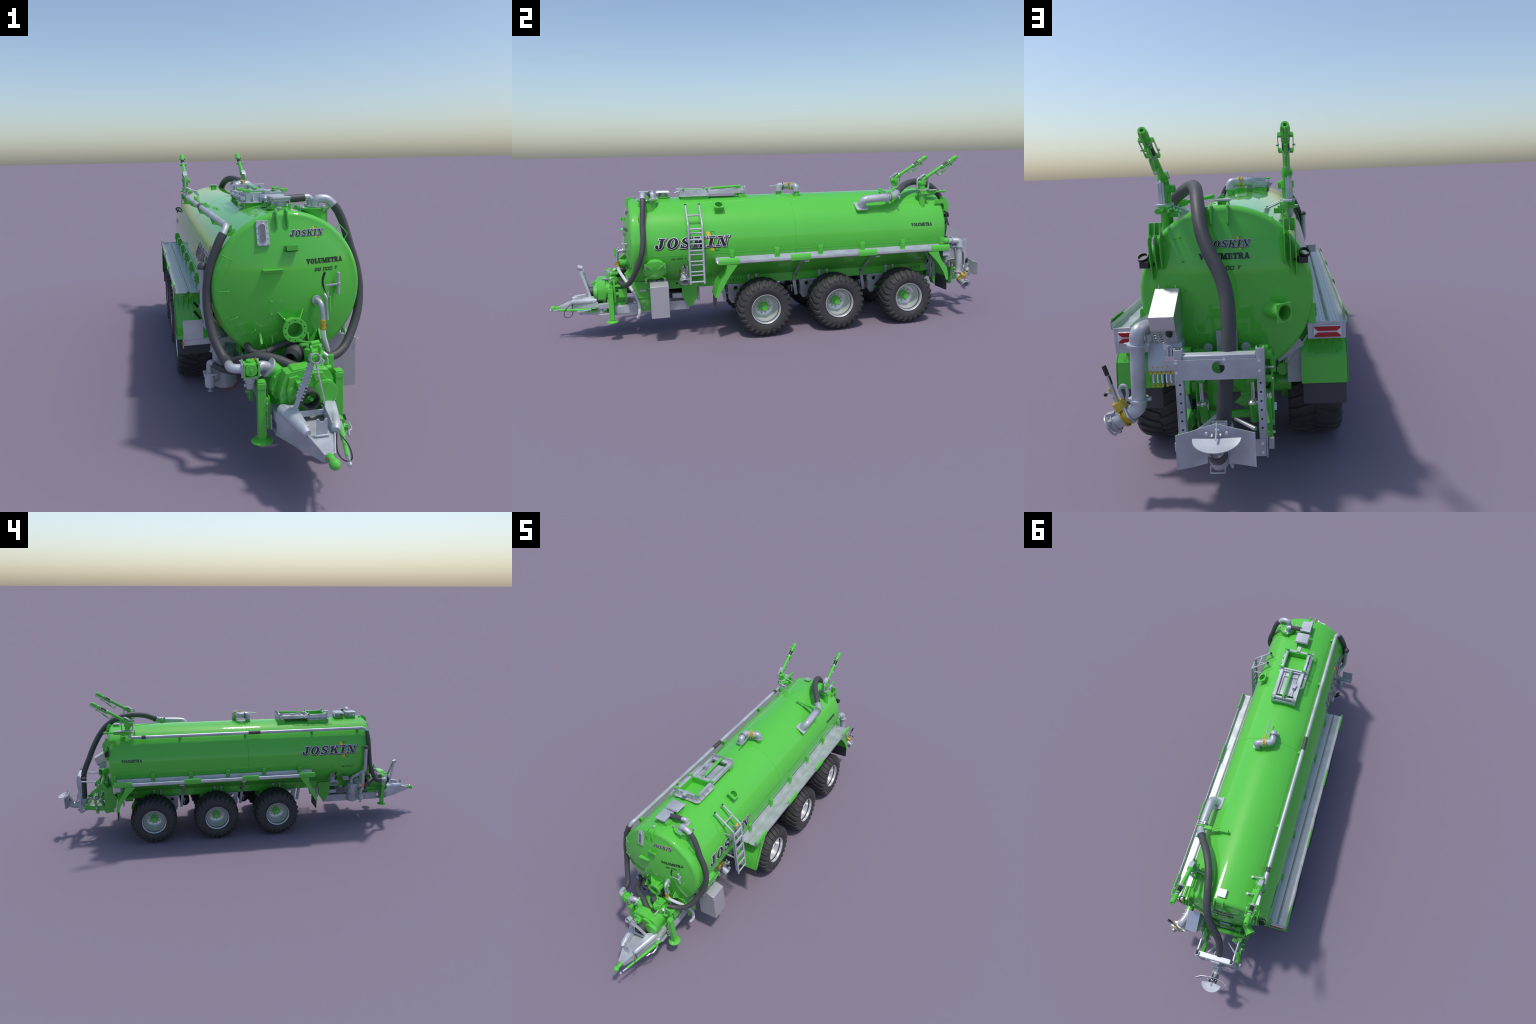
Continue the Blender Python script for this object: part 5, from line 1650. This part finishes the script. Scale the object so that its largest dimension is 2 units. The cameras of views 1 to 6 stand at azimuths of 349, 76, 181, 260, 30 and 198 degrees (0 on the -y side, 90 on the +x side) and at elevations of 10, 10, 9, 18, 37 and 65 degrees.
# lobed body with cooling ribs
for x, z, r_ in ((-.032, .200, .0375), (.026, .200, .0365)):
    p.cyl((x, -.770, z), (x, -.700, z), r_, n=36)
    for k in range(7): p.cyl((x, -.764 + .0095 * k, z), (x, -.7605 + .0095 * k, z), r_ + .0022, n=36)
    p.cyl((x, -.7, z), (x, -.684, z), r_ - .004, n=30)
    for i in range(6):
        a = 2 * PI * i / 6 + .4
        p.cyl((x + (r_ - .001) * math.cos(a), -.765, z + (r_ - .001) * math.sin(a)), (x + (r_ - .001) * math.cos(a), -.774, z + (r_ - .001) * math.sin(a)), .0032, n=8)
p.bounds(-.05, .05, -.765, -.69, .145, .175)
p.bounds(.052, .084, -.716, -.682, .176, .212); p.cyl((.070, -.716, .190), (.070, -.734, .190), .010, n=16)
p.bounds(.062, .086, -.735, -.728, .17, .247); p.bounds(.06, .088, -.73, -.7, .222, .228)
p.cyl((.058, -.745, .222), (.075, -.742, .222), .006, n=12)
# inlet neck to the left
p.tube([(-.030, -.738, .205), (-.046, -.742, .219), (-.058, -.745, .2285), (-.069, -.747, .2365)], [.026, .0225, .0195, .0180], 20)
p.pipe((-.067, -.7466, .2350), (-.0698, -.7472, .2370), .0222, .014, 24)
# top manifold
p.cyl((.040, -.738, .228), (.040, -.738, .258), .018, n=20)
p.cyl((.022, -.745, .246), (.060, -.728, .246), .0145, n=20)
p.box((.034, -.742, .261), (.030, .026, .016), Matrix.Rotation(.5, 3, 'Z'))
for dx, dy in ((-.010, -.012), (.012, -.008), (.006, .012), (-.012, .008)):
    p.cyl((.036 + dx, -.742 + dy, .262), (.036 + dx, -.742 + dy, .276), .0035, n=8)
p.cyl((.010, -.712, .268), (.044, -.722, .270), .0055, n=12); p.cyl((.004, -.708, .279), (.03, -.735, .281), .0028, n=8)
p.cyl((.03, -.735, .279), (.052, -.728, .279), .005, n=10); p.bounds(.028, .056, -.742, -.712, .268, .276)
p.cyl((.05, -.715, .232), (.075, -.70, .232), .010, n=16); p.cyl((.02, -.71, .238), (.052, -.70, .238), .012, n=16)
p.bounds(.0, .05, -.71, -.685, .205, .245)
p.bounds(-.06, .06, -.692, -.684, .15, .21)
# underside mounting feet
for sx in (1, -1): p.bounds(sx * .064, sx * .040, -.79, -.69, .140, .150)
p.done("pump_housing", GREEN, g, bevel=.0010)
p = Part()
p.beam((.046, -.780, .250), (.040, -.711, .2485), .004, .009, up=V((.5, 0, 1)))
p.pipe((-.0700, -.7472, .2372), (-.0725, -.7478, .2390), .0225, .0100, 24)
p.tube(rounded([(-.071, -.7476, .2380), (-.082, -.7515, .2455), (-.1, -.757, .2435)], .007), .0108, 16)
p.tube(rounded([(-.155, -.7225, .245), (-.1545, -.752, .2445), (-.128, -.757, .2435)], .016), .0102, 16)
for dx, dy in ((-.010, -.012), (.012, -.008), (.006, .012), (-.012, .008)):
    p.cyl((.036 + dx, -.742 + dy, .276), (.036 + dx, -.742 + dy, .279), .0026, n=6)
p.tube(rounded([(.06, -.735, .25), (.068, -.745, .245), (.066, -.75, .232)], .006), .0018, 6)
p.cyl((.058, -.742, .256), (.066, -.748, .25), .0055, n=12)
p.done("pump_pipe", GALV, g, bevel=.0004)
p = Part()
p.lathe([(.0195, 0), (.0205, 0), (.0205, .028), (.0175, .028), (.0175, .002), (.0195, .002)], (0, -.8085, .191), V((0, -1, 0)), 32, closed=True)
p.done("drive_shaft_guard", HOSE, g)
p = Part()
for i in range(7):
    a = 2 * PI * i / 7
    p.cyl((.0105 * math.cos(a), -.8085, .193 + .0105 * math.sin(a)), (.0105 * math.cos(a), -.811, .193 + .0105 * math.sin(a)), .0024, n=8)
p.done("shaft_bolt", GALV, g)

# four-way valve block on the left of the pump
g = empty("reversing_valve", ROOT)
p = Part()
c = V((-.1125, -.757, .2435))
p.box(c, (.026, .024, .026))
p.cyl(c + V((0, -.012, 0)), c + V((0, -.0165, 0)), .0135, n=28); p.cyl(c + V((0, -.0165, 0)), c + V((0, -.0195, 0)), .0035, n=10)
p.cyl(c + V((0, .004, .0)), c + V((0, .004, .0175)), .0085, n=20)
for s in (-1, 1): p.box(c + V((s * .0155, 0, 0)), (.0028, .033, .034))
p.box(c + V((0, 0, -.0155)), (.031, .031, .0026))
p.done("valve_block", GREEN, g, bevel=.0008)
p = Part()
for s in (-1, 1):
    p.box(c + V((s * .0182, 0, 0)), (.0024, .030, .031))
    for a in (-1, 1):
        for b in (-1, 1): p.cyl(c + V((s * .013, a * .013, b * .0135)), c + V((s * .022, a * .013, b * .0135)), .0018, n=6)
p.box(c + V((0, 0, -.018)), (.030, .030, .0022))
p.lathe([(0, -.045), (.0095, -.045), (.0105, -.040), (.0105, -.033), (.0115, -.032), (.0115, -.027), (.0105, -.026), (.0105, -.019), (0, -.019)], c, Z, 20)
for s in (-1, 1): p.box(c + V((s * .012, 0, -.038)), (.005, .004, .006)); p.box(c + V((s * .0125, 0, -.024)), (.005, .004, .006))
p.done("valve_flange", GALV, g, bevel=.0004)
Part().beam(c + V((.008, .018, .012)), c + V((.020, .006, .010)), .004, .007).done("valve_lever", BRASS, g, bevel=.0006)

# transport hose bundle and dark drive shaft behind the pump
p = Part()
p.cyl((0, -.684, .185), (0, -.43, .175), .012, n=14)
for k in range(6): p.lathe([(.016, -.004), (.019, 0), (.016, .004)], (.052, -.50 + k * .009, .168), Y, 18)
p.cyl((.052, -.52, .168), (.052, -.44, .168), .0165, n=18)
p.done("drive_shaft", BLACK)
p = Part()
p.bounds(-.08, .08, -.50, -.40, .155, .175)
p.bounds(-.085, .085, -.395, -.385, .14, .2)
p.done("suspension_beam", GALV, bevel=.001)
